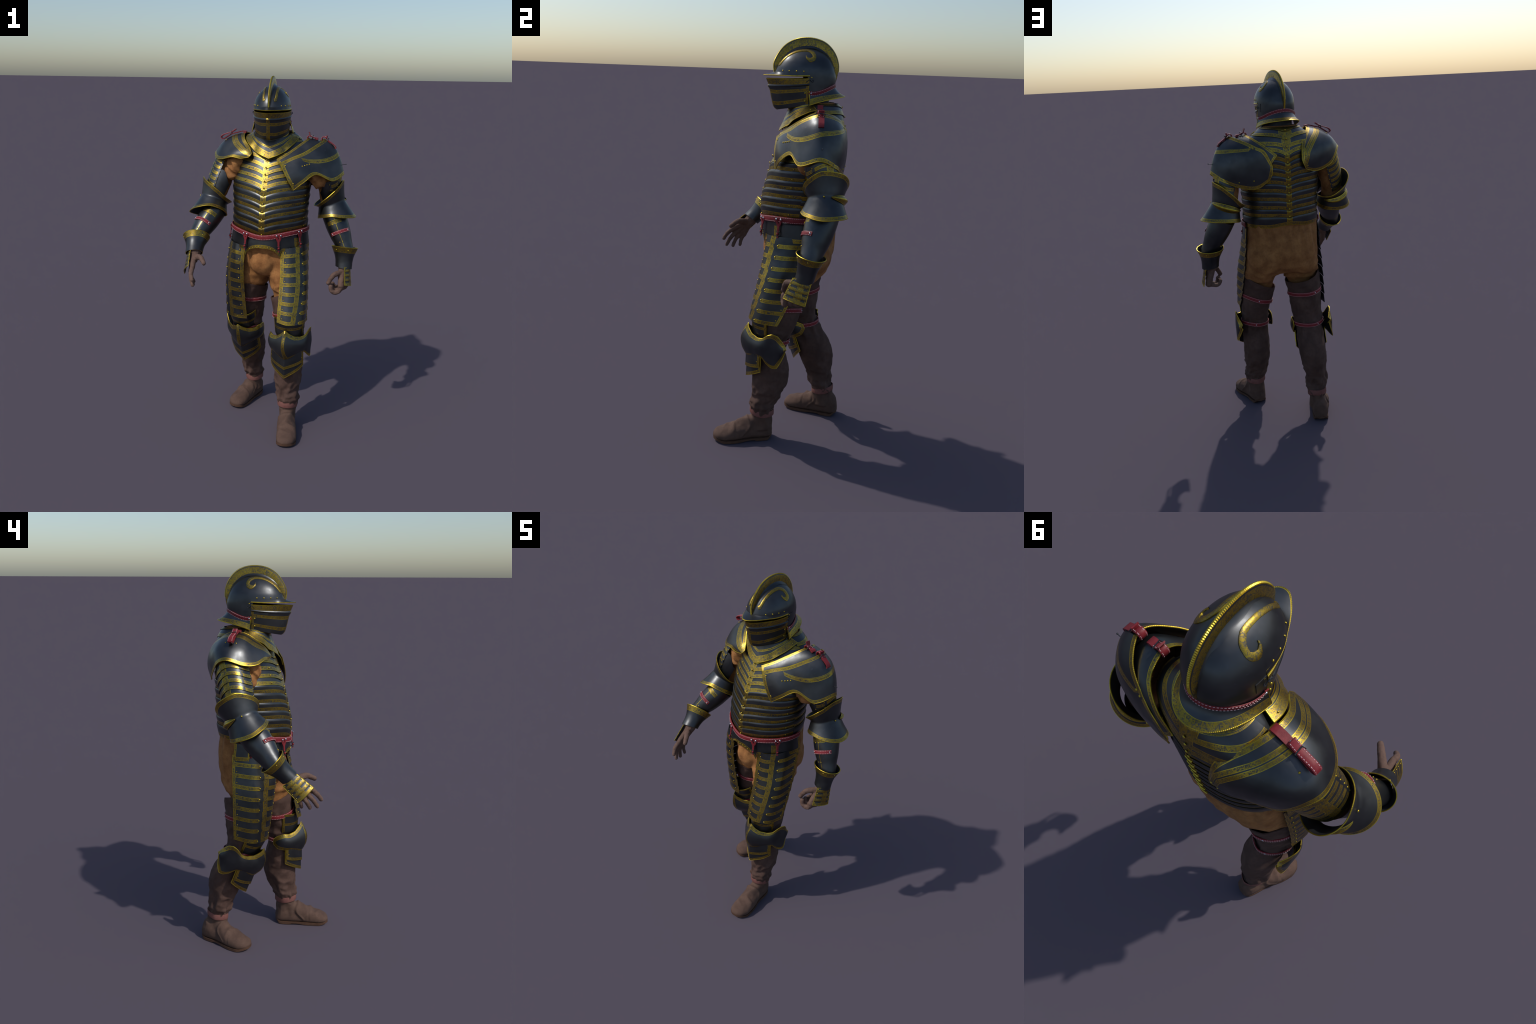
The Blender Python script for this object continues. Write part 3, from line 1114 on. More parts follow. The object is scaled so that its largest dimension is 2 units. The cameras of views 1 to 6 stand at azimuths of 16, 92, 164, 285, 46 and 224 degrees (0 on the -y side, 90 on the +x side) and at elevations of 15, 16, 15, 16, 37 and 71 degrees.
for a in (L, R):
    m = Mesh()
    P = through([a.shoulder - a.sd * A(.05, 0, -.01), a.shoulder, a.mid, a.elbow, a.vtop], 30)
    m.tube(P, curve1([0, .25, .5, .8, 1], [.056, .061, .060, .056, .048])(np.linspace(0, 1, 30)), MI["tan"], sides=24)
    for c_, r_ in a.puffs:
        m.ball(c_, r_, MI["tan"], nu=24, nv=16)

    def bunch(P):
        q = np.stack([P[:, 0] * 1.2, P[:, 1], P[:, 2] * 1.5 + P[:, 0] * .6], -1)
        near = np.max([smooth(.075, .045, np.linalg.norm(P - A(*c_), axis=1)) for c_, r_ in a.puffs], axis=0)
        return (.0035 + .0075 * near) * (.6 - 2 * np.abs(vnoise(q + 4.1, 19))) + .002 * vnoise(P, 40)
    fuse("upper_arm", m, 0.006, "tan", 4, None, bunch)
    # lames of the upper arm: gilt-edged half hoops with a central spine band
    ax = a.elbow - a.shoulder
    f = Frame(a.shoulder, ax, a.out)
    if f.b[1] > 0:
        f.b = -f.b          # angle +90 points forward
    Ln = np.linalg.norm(ax)
    first = None
    arm_r = curve1([0, .10, .16, .21, .28], [.081, .081, .080, .074, .066])
    if a is L:
        arm_r = curve1([0, .10, .15, .19, .28], [.081, .080, .073, .064, .054])
    slope = lambda t: 0.026 * smooth(0, 75, np.abs(t + 18))
    for k in range(2 if a is L else 0, 5 if a is L else 6):
        s0, s1 = 0.020 + 0.034 * k, 0.020 + 0.034 * (k + 1)
        mm = Mesh()
        G = f.patch(-118, 70, lambda t: s0 + slope(t), lambda t: s1 + slope(t) + .004, lambda t, v, s: arm_r(s) + 0.0045 * v, 70, 12)
        us = [(.008, 1, "steel")] + rest(16, 1.25) + [(LN, 1, "gold"), (.030, 3, "etch"), (LN, 1, "gold")] + rest(10, .75) + [(.014, 2, "steel")] + rest(6, .6) + [(.009, 1, "steel")]

        def lame_pick(i, j, tu, tv, t, us=us):
            e = [0]
            for sgm in us:
                e.append(e[-1] + sgm[1])
            plain = (e[0] <= i < e[1]) or (e[6] <= i < e[7]) or (i >= e[8])
            return "steel" if plain else t
        H, N = plate(mm, G, us, rest(5) + band(0.0155, 2), 0.003, center=tuple((a.shoulder + a.elbow) / 2), pick=lame_pick)
        if first is None:
            first = mm.make("upper_arm_plate")
        else:
            mm.make("upper_arm_lame", first)
        for i_ in (0, 34, -1):
            rivet(H[i_, 4] * .9 + H[i_ + (1 if i_ == 0 else -1), 4] * .1, N[i_, 4], 0.0032, parent=first)
    mm = Mesh()
    G = f.patch(40, 128, lambda t: 0.115 + 0.06 * smooth(80, 128, t), lambda t: 0.262 + 0 * t, lambda t, v, s: arm_r(s) - .001, 30, 20)
    plate(mm, G, rest(20), rest(12), 0.003, center=tuple((a.shoulder + a.elbow) / 2))
    mm.make("inner_arm_plate", first)

    # elbow cop: waisted spool with flaring roped rims
    f = Frame(a.elbow, a.d, a.out)
    if f.b[1] > 0:
        f.b = -f.b
    ring = lambda vals: curve1(np.arange(-180, 181, 45), vals)
    up = ring([-.022, -.038, -.074, -.100, -.104, -.072, -.038, -.016, -.022])
    dn = ring([.058, .062, .078, .100, .112, .092, .060, .054, .058])
    def spool(t, v, s):
        u_, d_ = up(t), dn(t)
        w = np.where(s < 0, np.clip(s / u_, 0, 1), np.clip(s / d_, 0, 1))
        hind = np.clip(np.cos((t + 100) * D2R), 0, 1)
        base = 0.080 + 0 * hind
        fl = np.where(s < 0, 0.026, 0.030) * (0.85 + 0.15 * np.cos(t * D2R)) * (1 - np.where(s < 0, 0, .0 if a is L else .35) * hind)
        return base + fl * w ** 1.35 - 0.002 * np.exp(-(s / 0.012) ** 2)
    mm = Mesh()
    G = f.patch(-180, 180, up, dn, spool, 110, 60)
    plate(mm, G, rest(96), band(0.018, 2) + rest(26) + band(0.018, 2), 0.003, center=tuple(a.elbow), closed=True, rope="v0 v1", rope_r=0.0022)
    CO = mm.make("elbow_cop")
    p = f.at(0, 0.002, .083)
    rivet(p, f.a, 0.0045, parent=CO)
    # raised gilt roof over the point of the elbow
    mm = Mesh()
    G = f.patch(-158, -22, lambda t: -0.016 * np.sin((t + 158) / 136 * math.pi) ** .7 + 0.0, lambda t: 0.022 * np.sin((t + 158) / 136 * math.pi) ** .7 + 0.002,
                lambda t, v, s: 0.083 + 0.016 * np.sin((t + 158) / 136 * math.pi) ** .6 * (1 - np.abs(2 * v - 1)) + 0.003, 50, 15)
    plate(mm, G, rest(48), band(0.011, 3) + [(0.003, 1, "gold")] + band(0.011, 3), 0.003, center=tuple(a.elbow))
    mm.make("elbow_wing", CO)

    # vambrace
    ax = a.cuff - a.vtop
    Ln = np.linalg.norm(ax)
    f = Frame(a.vtop - 0.10 * ax, ax, a.out)
    if f.b[1] > 0:
        f.b = -f.b
    rr = curve1([0, .3, .7, 1.0, 1.4], [.0655, .0650, .0585, .0480, .040])
    mm = Mesh()
    G = f.patch(-180, 180, lambda t: 0 * t, lambda t: Ln * 1.35 + 0 * t, lambda t, v, s: rr(s / Ln) * (1 + 0.10 * np.sin(t * D2R) ** 2), 80, 30)
    plate(mm, G, rest(58) + [(0.0025, 1, "gold")] + rest(22, .4), [(.035, 2, "steel")] + band(0.022, 2) + rest(16), 0.003, center=tuple((a.vtop + a.cuff) / 2), closed=True, pick=lambda i, j, tu, tv, t: t if tu[i] != "steel" or 50 < i < 68 else "steel")
    VB = mm.make("vambrace")
    seam_t = -180 + 360 * 58 / 80.0
    mm = Mesh()
    ts = np.linspace(18, 118, 24)
    pts = f.at(ts, Ln * .62 + 0 * ts, rr(.62) * (1 + 0.10 * np.sin(ts * D2R) ** 2) + 0.001)
    nr = unit(pts - f.at(ts, Ln * .62 + 0 * ts, 0 * ts))
    ribbon(mm, pts, nr, 0.020, 0.004)
    mm.make("arm_strap", VB)
    for k in (0, -1):
        p = pts[2 if k == 0 else -3] + nr[k] * .004
        rivet(p, nr[k], 0.0042, "bright", parent=VB)
    for s_, t_ in ((.34, 76), (.34, 92), (.93, 76), (.93, 92)):
        p = f.at(t_, s_ * Ln, rr(s_) * 1.098)
        rivet(p, p - f.at(0, s_ * Ln, 0), 0.0034, parent=VB)

    # gauntlet cuff
    ax = a.wrist - a.cuff
    Ln = np.linalg.norm(ax)
    f = Frame(a.cuff, ax, a.out)
    if f.b[1] > 0:
        f.b = -f.b
    rr = curve1([0, .22, .5, .8, 1.02], [.073, .062, .0505, .046, .0455])
    mm = Mesh()
    G = f.patch(-180, 180, lambda t: 0.004 * np.cos(t * D2R), lambda t: Ln + 0.008 * np.cos((t - 30) * D2R), lambda t, v, s: rr(s / Ln) * (1 + 0.05 * np.cos(2 * t * D2R)), 80, 30)
    plate(mm, G, rest(80), band(0.033, 3) + rest(14), 0.003, center=tuple((a.cuff + a.wrist) / 2), closed=True, rope="v0", rope_r=0.0022)
    a.CUFF = mm.make("gauntlet_cuff")
    for t_ in (-140, -70, 0, 55, 120):
        p = f.at(t_, .016, float(rr(.016 / Ln)) * (1 + 0.05 * math.cos(2 * t_ * D2R)))
        rivet(p, p - f.at(0, .016, 0), 0.0034, parent=a.CUFF)


def hand(name, a, palm, fingers, thumb, palm_n):
    m = Mesh()
    k = 0
    for chain, r0, r1 in fingers + thumb:
        P = through(chain, 14)
        r = np.linspace(r0, r1, 14)
        m.tube(P, r, MI["glove"], sides=10)
        m.ball(P[-1], r1, MI["glove"], nu=12, nv=8)
        m.ball(P[0], r0, MI["glove"], nu=12, nv=8)
    for c0, c1, r0, r1 in palm:
        P = np.linspace(A(*c0), A(*c1), 8)
        m.tube(P, np.linspace(r0, r1, 8), MI["glove"], sides=12)
        m.ball(c0, r0, MI["glove"], nu=12, nv=8)
        m.ball(c1, r1, MI["glove"], nu=12, nv=8)
    return fuse(name, m, 0.0030, "glove", 2, None, folds=lambda P: 0.0009 * vnoise(P, 110) + 0.0008 * vnoise(P * A(1, 1, 3), 60))


rk = [A(-.360, -.283, .992), A(-.372, -.266, .972), A(-.382, -.248, .957), A(-.390, -.226, .952)]
rt = [A(-.342, -.338, .932), A(-.345, -.321, .896), A(-.354, -.286, .888), A(-.364, -.246, .892)]
w = R.wrist
fing = [([k_, lerp(k_, t_, .5) + A(-.006, -.003, .004), t_ + unit(k_ - t_) * .008], .0140 - .0008 * i, .0108 - .0005 * i) for i, (k_, t_) in enumerate(zip(rk, rt))]
palm = [(lerp(w, k_, .1), k_, .020, .0145) for k_ in rk] + [(w + A(.004, .03, .03), lerp(w, lerp(rk[1], rk[2], .5), .35), .036, .027)]
hand("hand", R, palm, fing, [([lerp(w, rk[0], .35) + A(.018, 0, .006), A(-.322, -.255, 1.042), A(-.292, -.289, 1.022)], .0180, .0122)], None)
lk = [A(.412, .036, .866), A(.418, .060, .852), A(.424, .084, .848), A(.428, .106, .852)]
w = L.wrist
fing = []
for i, k_ in enumerate(lk):
    y = k_[1]
    sh = .004 * i
    fing.append(([k_, A(.394, y - .004, .832 + sh), A(.372, y - .010, .826 + sh), A(.354, y - .014, .842 + sh), A(.352, y - .014, .860)], .0155 - .0006 * i, .0122 - .0005 * i))
palm = [(lerp(w, k_, .1) + A(-.006, 0, 0), k_ + A(-.005, 0, 0), .023, .0180) for k_ in lk] + [(w + A(0, .002, .03), lerp(w, lerp(lk[1], lk[2], .5), .4), .036, .026)]
hand("hand", L, palm, fing, [([lerp(w, lk[0], .3) + A(-.014, -.010, 0), A(.365, .036, .925), A(.337, .021, .880)], .0180, .0122)], None)

# knuckle plates: four stepped gilt lames
for a, q in ((R, [(-.394, -.224, 1.068), (-.426, -.164, 1.012), (-.377, -.302, 1.003), (-.422, -.238, .938)]),
             (L, [(.419, .061, .966), (.440, .143, .948), (.429, .022, .873), (.453, .121, .846)])):
    tl, tr, bl, br = [A(*p) for p in q]
    nrm = unit(np.cross(tr - tl, bl - tl))
    hc = a.wrist
    if nrm @ ((tl + tr + bl + br) / 4 - (a.wrist + A(0, -.03 if a is R else 0, -.03))) < 0:
        nrm = -nrm
    nu, nv = 30, 40
    u = np.linspace(0, 1, nu)[:, None] * np.ones((1, nv))
    v = np.linspace(0, 1, nv)[None] * np.ones((nu, 1))
    G = (tl * ((1 - u) * (1 - v))[..., None] + tr * (u * (1 - v))[..., None] + bl * ((1 - u) * v)[..., None] + br * (u * v)[..., None])
    step = 0.0022 * (4 * v - np.floor(4 * v * .9999))
    G = G + nrm * (0.012 * np.sin(u * math.pi) + step * 0.8)[..., None]
    mm = Mesh()
    seg = []
    for k in range(4):
        seg += [(-1, 3, "steel"), (-1.3, 3, "etch")]
    def kn_pick(i, j, tu, tv, t):
        n = len(tu)
        return "etch" if (n * .38 < i < n * .72) else t
    plate(mm, G, [(.003, 1, "gold")] + rest(20) + [(.003, 1, "gold")], seg, 0.002, center=tuple(a.wrist + A(0, -.03 if a is R else 0, -.04) - nrm * .03), pick=kn_pick, rope="all", rope_r=0.0019)
    KP = mm.make("knuckle_plate", a.CUFF)
    for k in range(4):
        for e in (.07, .93):
            vv = (k + .25) / 4
            p = tl * (1 - e) * (1 - vv) + tr * e * (1 - vv) + bl * (1 - e) * vv + br * e * vv + nrm * (.012 * math.sin(e * math.pi) + .0015)
            rivet(p, nrm, 0.0026, parent=a.CUFF)

# ================================================================== LEGS
ZL = [.13, .15, .20, .25, .30, .35, .40, .45, .50, .55, .60, .65, .70, .75, .80, .85, .92]
LEG = {
    "L": [curve1(ZL, v) for v in (
        [.144, .142, .139, .135, .133, .133, .132, .133, .134, .134, .132, .128, .121, .114, .108, .103, .098],
        [-.066, -.066, -.059, -.045, -.034, -.028, -.030, -.036, -.036, -.024, -.012, -.006, .002, .012, .024, .040, .065],
        [.049, .052, .060, .068, .077, .079, .080, .077, .075, .078, .083, .088, .092, .095, .098, .100, .103],
        [.053, .056, .062, .077, .087, .092, .091, .085, .076, .078, .088, .097, .104, .110, .117, .133, .155])],
    "R": [curve1(ZL, v) for v in (
        [-.149, -.149, -.152, -.156, -.152, -.151, -.150, -.150, -.155, -.158, -.157, -.153, -.149, -.144, -.138, -.131, -.125],
        [.257, .255, .240, .229, .220, .210, .194, .172, .145, .122, .108, .104, .104, .102, .100, .100, .105],
        [.046, .049, .056, .062, .069, .076, .080, .080, .077, .083, .092, .095, .095, .097, .099, .101, .104],
        [.052, .055, .058, .067, .080, .090, .095, .098, .094, .084, .083, .088, .094, .099, .105, .112, .125])],
}


def leg(side, th, z, off=0.0):
    """th degrees: 0 front, +90 toward +x."""
    cx, cy, ax, ay = [f(z) for f in LEG[side]]
    t = np.asarray(th, float) * D2R
    n = np.where(np.cos(t) > 0, 1.9, 1.64)
    q = (np.abs(np.sin(t)) ** n + np.abs(np.cos(t)) ** n) ** (-1 / n)
    return np.stack([cx + (ax + off) * q * np.sin(t), cy - (ay + off) * q * np.cos(t), np.asarray(z, float) + 0 * t], -1)


def boot_folds(P, side):
    z = P[..., 2]
    k = 0.55 + 1.2 * np.exp(-((z - .22) / .07) ** 2) + 0.5 * np.exp(-((z - .54) / .07) ** 2)
    n = vnoise(P * A(1, 1, 1.5), 17) * .6 + vnoise(P * A(1, 1, 2.2), 30) * .4
    # long slack creases running diagonally round the limb
    a = np.arctan2(P[..., 0] - LEG[side][0](z), LEG[side][1](z) - P[..., 1])
    q = np.stack([a * .09 + z * .5, a * .05, z * 1.3 - a * .06], -1)
    ridge = 1 - 2.4 * np.abs(vnoise(q + 3.3, 14))
    ridge2 = 1 - 2.4 * np.abs(vnoise(q * A(1, 1, -1) + 7.3, 19))
    sag = np.exp(-((z - .195) / .012) ** 2) * (0.6 + vnoise(P + 2, 12))
    return 0.0072 * k * (0.5 * n + 0.75 * ridge + 0.45 * ridge2 - .3) + .006 * sag


BOOTS = {}
for s in "LR":
    nz, nt = 130, 80
    z = np.linspace(.135, .82, nz)
    th = np.linspace(0, 360, nt, endpoint=False)
    rings = []
    for zz in z:
        hem = zz
        P = leg(s, th, np.full(nt, zz), 0.0)
        rings.append(P)
    Rg = np.array(rings)
    # hem of the boot slopes: higher at the outside
    for i in range(nt):
        so = math.sin(th[i] * D2R) * (1 if s == "L" else -1)
        top = (0.815 + 0.045 * so if s == "L" else 0.838 + .028 * so) + 0.01 * math.cos(th[i] * D2R)
        zz = np.linspace(.135, top, nz)
        Rg[:, i] = leg(s, np.full(nz, th[i]), zz, 0.004 * smooth(.70, .80, zz))
    c = np.stack([LEG[s][0](Rg[..., 2]), LEG[s][1](Rg[..., 2]), Rg[..., 2]], -1)
    dn_ = unit(Rg - c)
    Rg = Rg + dn_ * boot_folds(Rg, s)[..., None]
    m = Mesh()
    G = np.transpose(Rg, (1, 0, 2))
    m.grid(G, MI["boot"], closed_u=True)
    Gi = G - np.transpose(dn_, (1, 0, 2)) * 0.004
    m.grid(Gi[:, -25:], MI["boot"], closed_u=True, flip=True)
    rim = np.stack([G[:, -1], Gi[:, -1]], 1)
    m.grid(rim, MI["boot"], closed_u=True)
    BOOTS[s] = m.make("leg", angle=80)
    # garter straps
    for zc, tilt, side in ((.735, .028, 1), (.553, .010, 1)):
        th2 = np.linspace(0, 360, 73)
        zc_ = {("L", .735): .705, ("L", .553): .545, ("R", .735): .742, ("R", .553): .552}[(s, zc)]
        zz = zc_ + tilt * np.sin(th2 * D2R) * (1 if s == "L" else -.3)
        pts = leg(s, th2, zz, 0.0035)
        cc = np.stack([LEG[s][0](zz), LEG[s][1](zz), zz], -1)
        mm = Mesh()
        ribbon(mm, pts, pts - cc, 0.023, 0.004, closed=True)
        mm.make("garter_strap", BOOTS[s])
        k = 34 if s == "L" else 40
        p = pts[k]
        rivet(p + unit(p - cc[k]) * .004, p - cc[k], 0.0036, "bright", parent=BOOTS[s])
    th2 = np.linspace(0, 360, 61)
    zz = 0.156 + 0.006 * np.cos((th2 - 180) * D2R) * (-1 if s == "L" else 1.6)
    pts = leg(s, th2, zz, 0.002)
    cc = np.stack([LEG[s][0](zz), LEG[s][1](zz), zz], -1)
    mm = Mesh()
    ribbon(mm, pts, pts - cc, 0.031, 0.004, mat="pink", stitch=False, closed=True)
    mm.make("ankle_strap", BOOTS[s])

# shoes
for s, heel, toe in (("L", A(.128, -.012, 0), A(.184, -.312, 0)), ("R", A(-.140, .340, 0), A(-.222, .050, 0))):
    fwd = unit(toe - heel)
    lat = A(-fwd[1], fwd[0], 0)
    if lat[0] * (1 if s == "L" else -1) < 0:
        lat = -lat                  # points to the outer side
    Ls = np.linalg.norm(toe - heel)
    ds = [0, .02, .06, .12, .20, .30, .42, .55, .68, .80, .90, .96, 1.0]
    wid = curve1(ds, [.016, .030, .039, .044, .046, .047, .048, .053, .057, .057, .050, .039, .016])
    hgt = curve1(ds, [.050, .095, .118, .125, .129, .132, .124, .106, .087, .071, .060, .050, .034])
    cen = curve1(ds, [0, 0, 0, 0, 0, 0, .002, .005, .007, .007, .004, .002, .0])
    m = Mesh()
    n = 40
    a_ = np.linspace(0, 2 * math.pi, n, endpoint=False)
    rings = []
    for d in np.linspace(0, 1, 44):
        ww, hh, cc = float(wid(d)), float(hgt(d)), float(cen(d))
        b0 = 0.009 + 0.010 * smooth(.85, 1.0, d)
        zc = b0 + (hh - b0) * .36
        zz = np.where(np.sin(a_) > 0, (hh - zc) * np.sin(a_), (zc - b0) * np.sign(np.sin(a_)) * np.abs(np.sin(a_)) ** .6)
        xx = ww * np.sign(np.cos(a_)) * np.abs(np.cos(a_)) ** np.where(np.sin(a_) > 0, .9, .65)
        rings.append(heel + fwd * (d * Ls) + lat * (cc + xx)[:, None] + A(0, 0, 1) * (zc + zz)[:, None])
    loft(m, rings, "shoe")
    zz = np.linspace(.06, .175, 12)
    tt = np.linspace(0, 360, 36, endpoint=False)
    rings = []
    for z_ in zz:
        zl = max(z_, .13)
        P = leg(s, tt, np.full(36, zl), 0.002 * (z_ < .13))
        P[:, 2] = z_
        rings.append(P)
    loft(m, rings, "shoe")
    def seams(P, heel=heel, fwd=fwd, lat=lat, Ls=Ls):
        """Vamp seam sweeping from the ankle to the sole, and a back seam."""
        d, l = (P - heel) @ fwd / Ls, (P - heel) @ lat
        at = .40 + .10 * smooth(.12, .03, P[:, 2]) + .04 * np.sin(P[:, 2] * 60)
        ridge = np.exp(-((d - at) / .022) ** 2)
        heelseam = np.exp(-(l / .004) ** 2) * (d < .12)
        crease = np.exp(-((d - .62 - .25 * np.abs(l)) / .018) ** 2)
        return (.0042 * ridge - .0022 * smooth(.0, .05, at - d) * smooth(.25, .05, at - d) - .002 * crease + .002 * heelseam) * smooth(.018, .04, P[:, 2]) * smooth(.15, .12, P[:, 2])
    sh = fuse("shoe", m, 0.0045, "shoe", 6, BOOTS[s], folds=lambda P: seams(P) + (0.006 * (.5 - np.abs(2 * vnoise(P * A(1, 1, .6) + 5.2, 20))) + 0.0025 * vnoise(P, 45)) * smooth(.03, .09, P[:, 2]))
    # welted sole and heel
    m = Mesh()
    dd = np.linspace(0.0, 1, 40)
    out = np.concatenate([heel + fwd * (dd * Ls)[:, None] + lat * (cen(dd) + wid(dd) * .985)[:, None], (heel + fwd * (dd * Ls)[:, None] + lat * (cen(dd) - wid(dd) * .985)[:, None])[::-1]])
    lift = np.concatenate([dd, dd[::-1]])
    z0 = np.where(lift < .30, 0.022 * smooth(.09, 0, lift), 0.006 - .006 * smooth(.38, .6, lift) + .012 * smooth(.82, 1, lift))
    z1 = 0.0145 + .012 * smooth(.85, 1, lift) + .016 * smooth(.09, 0, lift)
    bot, top = out.copy(), out.copy()
    bot[:, 2], top[:, 2] = z0, z1
    nn = len(out)
    m.add(np.concatenate([bot, top]), [(i, (i + 1) % nn, nn + (i + 1) % nn, nn + i) for i in range(nn)], MI["sole"])
    half = nn // 2
    for zset, fl in ((bot, True), (top, False)):
        q = [(i, i + 1, nn - 2 - i, nn - 1 - i) for i in range(half - 1)]
        m.add(zset, [x[::-1] if fl else x for x in q], MI["sole"])
    m.make("sole", BOOTS[s])

# breeches
m = Mesh()
nt = 60
tt = np.linspace(0, 2 * math.pi, nt, endpoint=False)
pz = [1.19, 1.13, 1.07, 1.01, .96, .91, .885]
pc = curve1(pz, [.095, .093, .093, .095, .100, .108, .112])
pa = curve1(pz, [.198, .200, .202, .203, .200, .188, .160])
pf = curve1(pz, [.175, .172, .166, .160, .148, .110, .07])
pb = curve1(pz, [.156, .160, .166, .165, .149, .114, .075])
rings = []
for z_ in np.linspace(1.19, .885, 24):
    rings.append(np.stack([T_CX + pa(z_) * np.sin(tt), pc(z_) - np.where(np.cos(tt) > 0, pf(z_), pb(z_)) * np.sign(np.cos(tt)) * np.abs(np.cos(tt)) ** np.where(np.cos(tt) > 0, .85, .68), np.full(nt, z_)], -1))
loft(m, rings, "tan")
ph = np.linspace(-math.pi / 2 + .01, math.pi / 2 - .01, 24)
loft(m, [np.stack([-.026 + .082 * math.cos(p) * np.sin(tt), -.030 - .068 * math.cos(p) * np.cos(tt), np.full(nt, .992 + .082 * math.sin(p))], -1) for p in ph], "tan")
loft(m, [np.stack([.082 + .112 * math.cos(p) * np.sin(tt), .128 - .118 * math.cos(p) * np.cos(tt), np.full(nt, .985 + .125 * math.sin(p))], -1) for p in ph], "tan")
for s in "LR":
    sd = 1 if s == "L" else -1
    rings = []
    for z_ in np.linspace(1.05, .70, 24):
        P = leg(s, tt / D2R, np.full(nt, min(z_, .92)), .004 - .018 * smooth(.86, .80, z_))
        P[:, 2] = z_
        # the seat folds under and the thigh runs slimmer into the open boot top
        tuck = (.048 if s == "R" else .012) * smooth(.91, .85, z_) * np.clip(-np.cos(tt), 0, 1)
        P[:, 1] -= tuck
        P[:, 0] -= sd * 0.012 * smooth(.86, 1.0, z_)
        lim = (-.058 - .030 * float(smooth(.97, .84, z_))) if s == "L" else -.030
        P[:, 1] = np.where(P[:, 1] < lim, lim + (P[:, 1] - lim) * .15, P[:, 1])
        rings.append(P)
    loft(m, rings, "tan")


def breech_folds(P):
    low = smooth(.98, .84, P[:, 2])
    pleat = np.sin(P[:, 0] * 150 + 2.5 * vnoise(P, 10)) * smooth(.92, 1.14, P[:, 2]) * .0044
    diag = np.stack([P[:, 0] * .8 + P[:, 2] * .5, P[:, 1] * .7, P[:, 2] * 1.6 - P[:, 0] * .5], -1)
    rid = 1 - 2 * np.abs(vnoise(diag + 1.7, 17))
    return (pleat + low * .009 * rid + .0024 * vnoise(P * A(1, 1, .5), 19) + .0015 * vnoise(P, 42)) * (.1 + .9 * smooth(.80, .85, P[:, 2]))


fuse("breeches", m, 0.0075, "tan", 8, None, breech_folds)

# ---------------------------------------------------------------- knee defences
# one assembly measured from the crown of the left knee; mirrored and bent back for the right
KA = A(.134, -.020, 0)


def knee_place(side):
    def f(P):
        P = np.asarray(P, float) - A(.134, -.153, .632)
        if side == "L":
            return P + A(.134, -.153, .632)
        P = P * A(-1, 1, 1)
        c, s_ = math.cos(22 * D2R), math.sin(22 * D2R)
        Q = np.stack([P[..., 0], P[..., 1] * c - P[..., 2] * s_, P[..., 2] * c + P[..., 1] * s_], -1)
        c, s_ = math.cos(6 * D2R), math.sin(6 * D2R)
        Q = np.stack([Q[..., 0] * c + Q[..., 1] * s_, Q[..., 1] * c - Q[..., 0] * s_, Q[..., 2]], -1)
        return Q + A(-.182, -.020, .583)
    return f


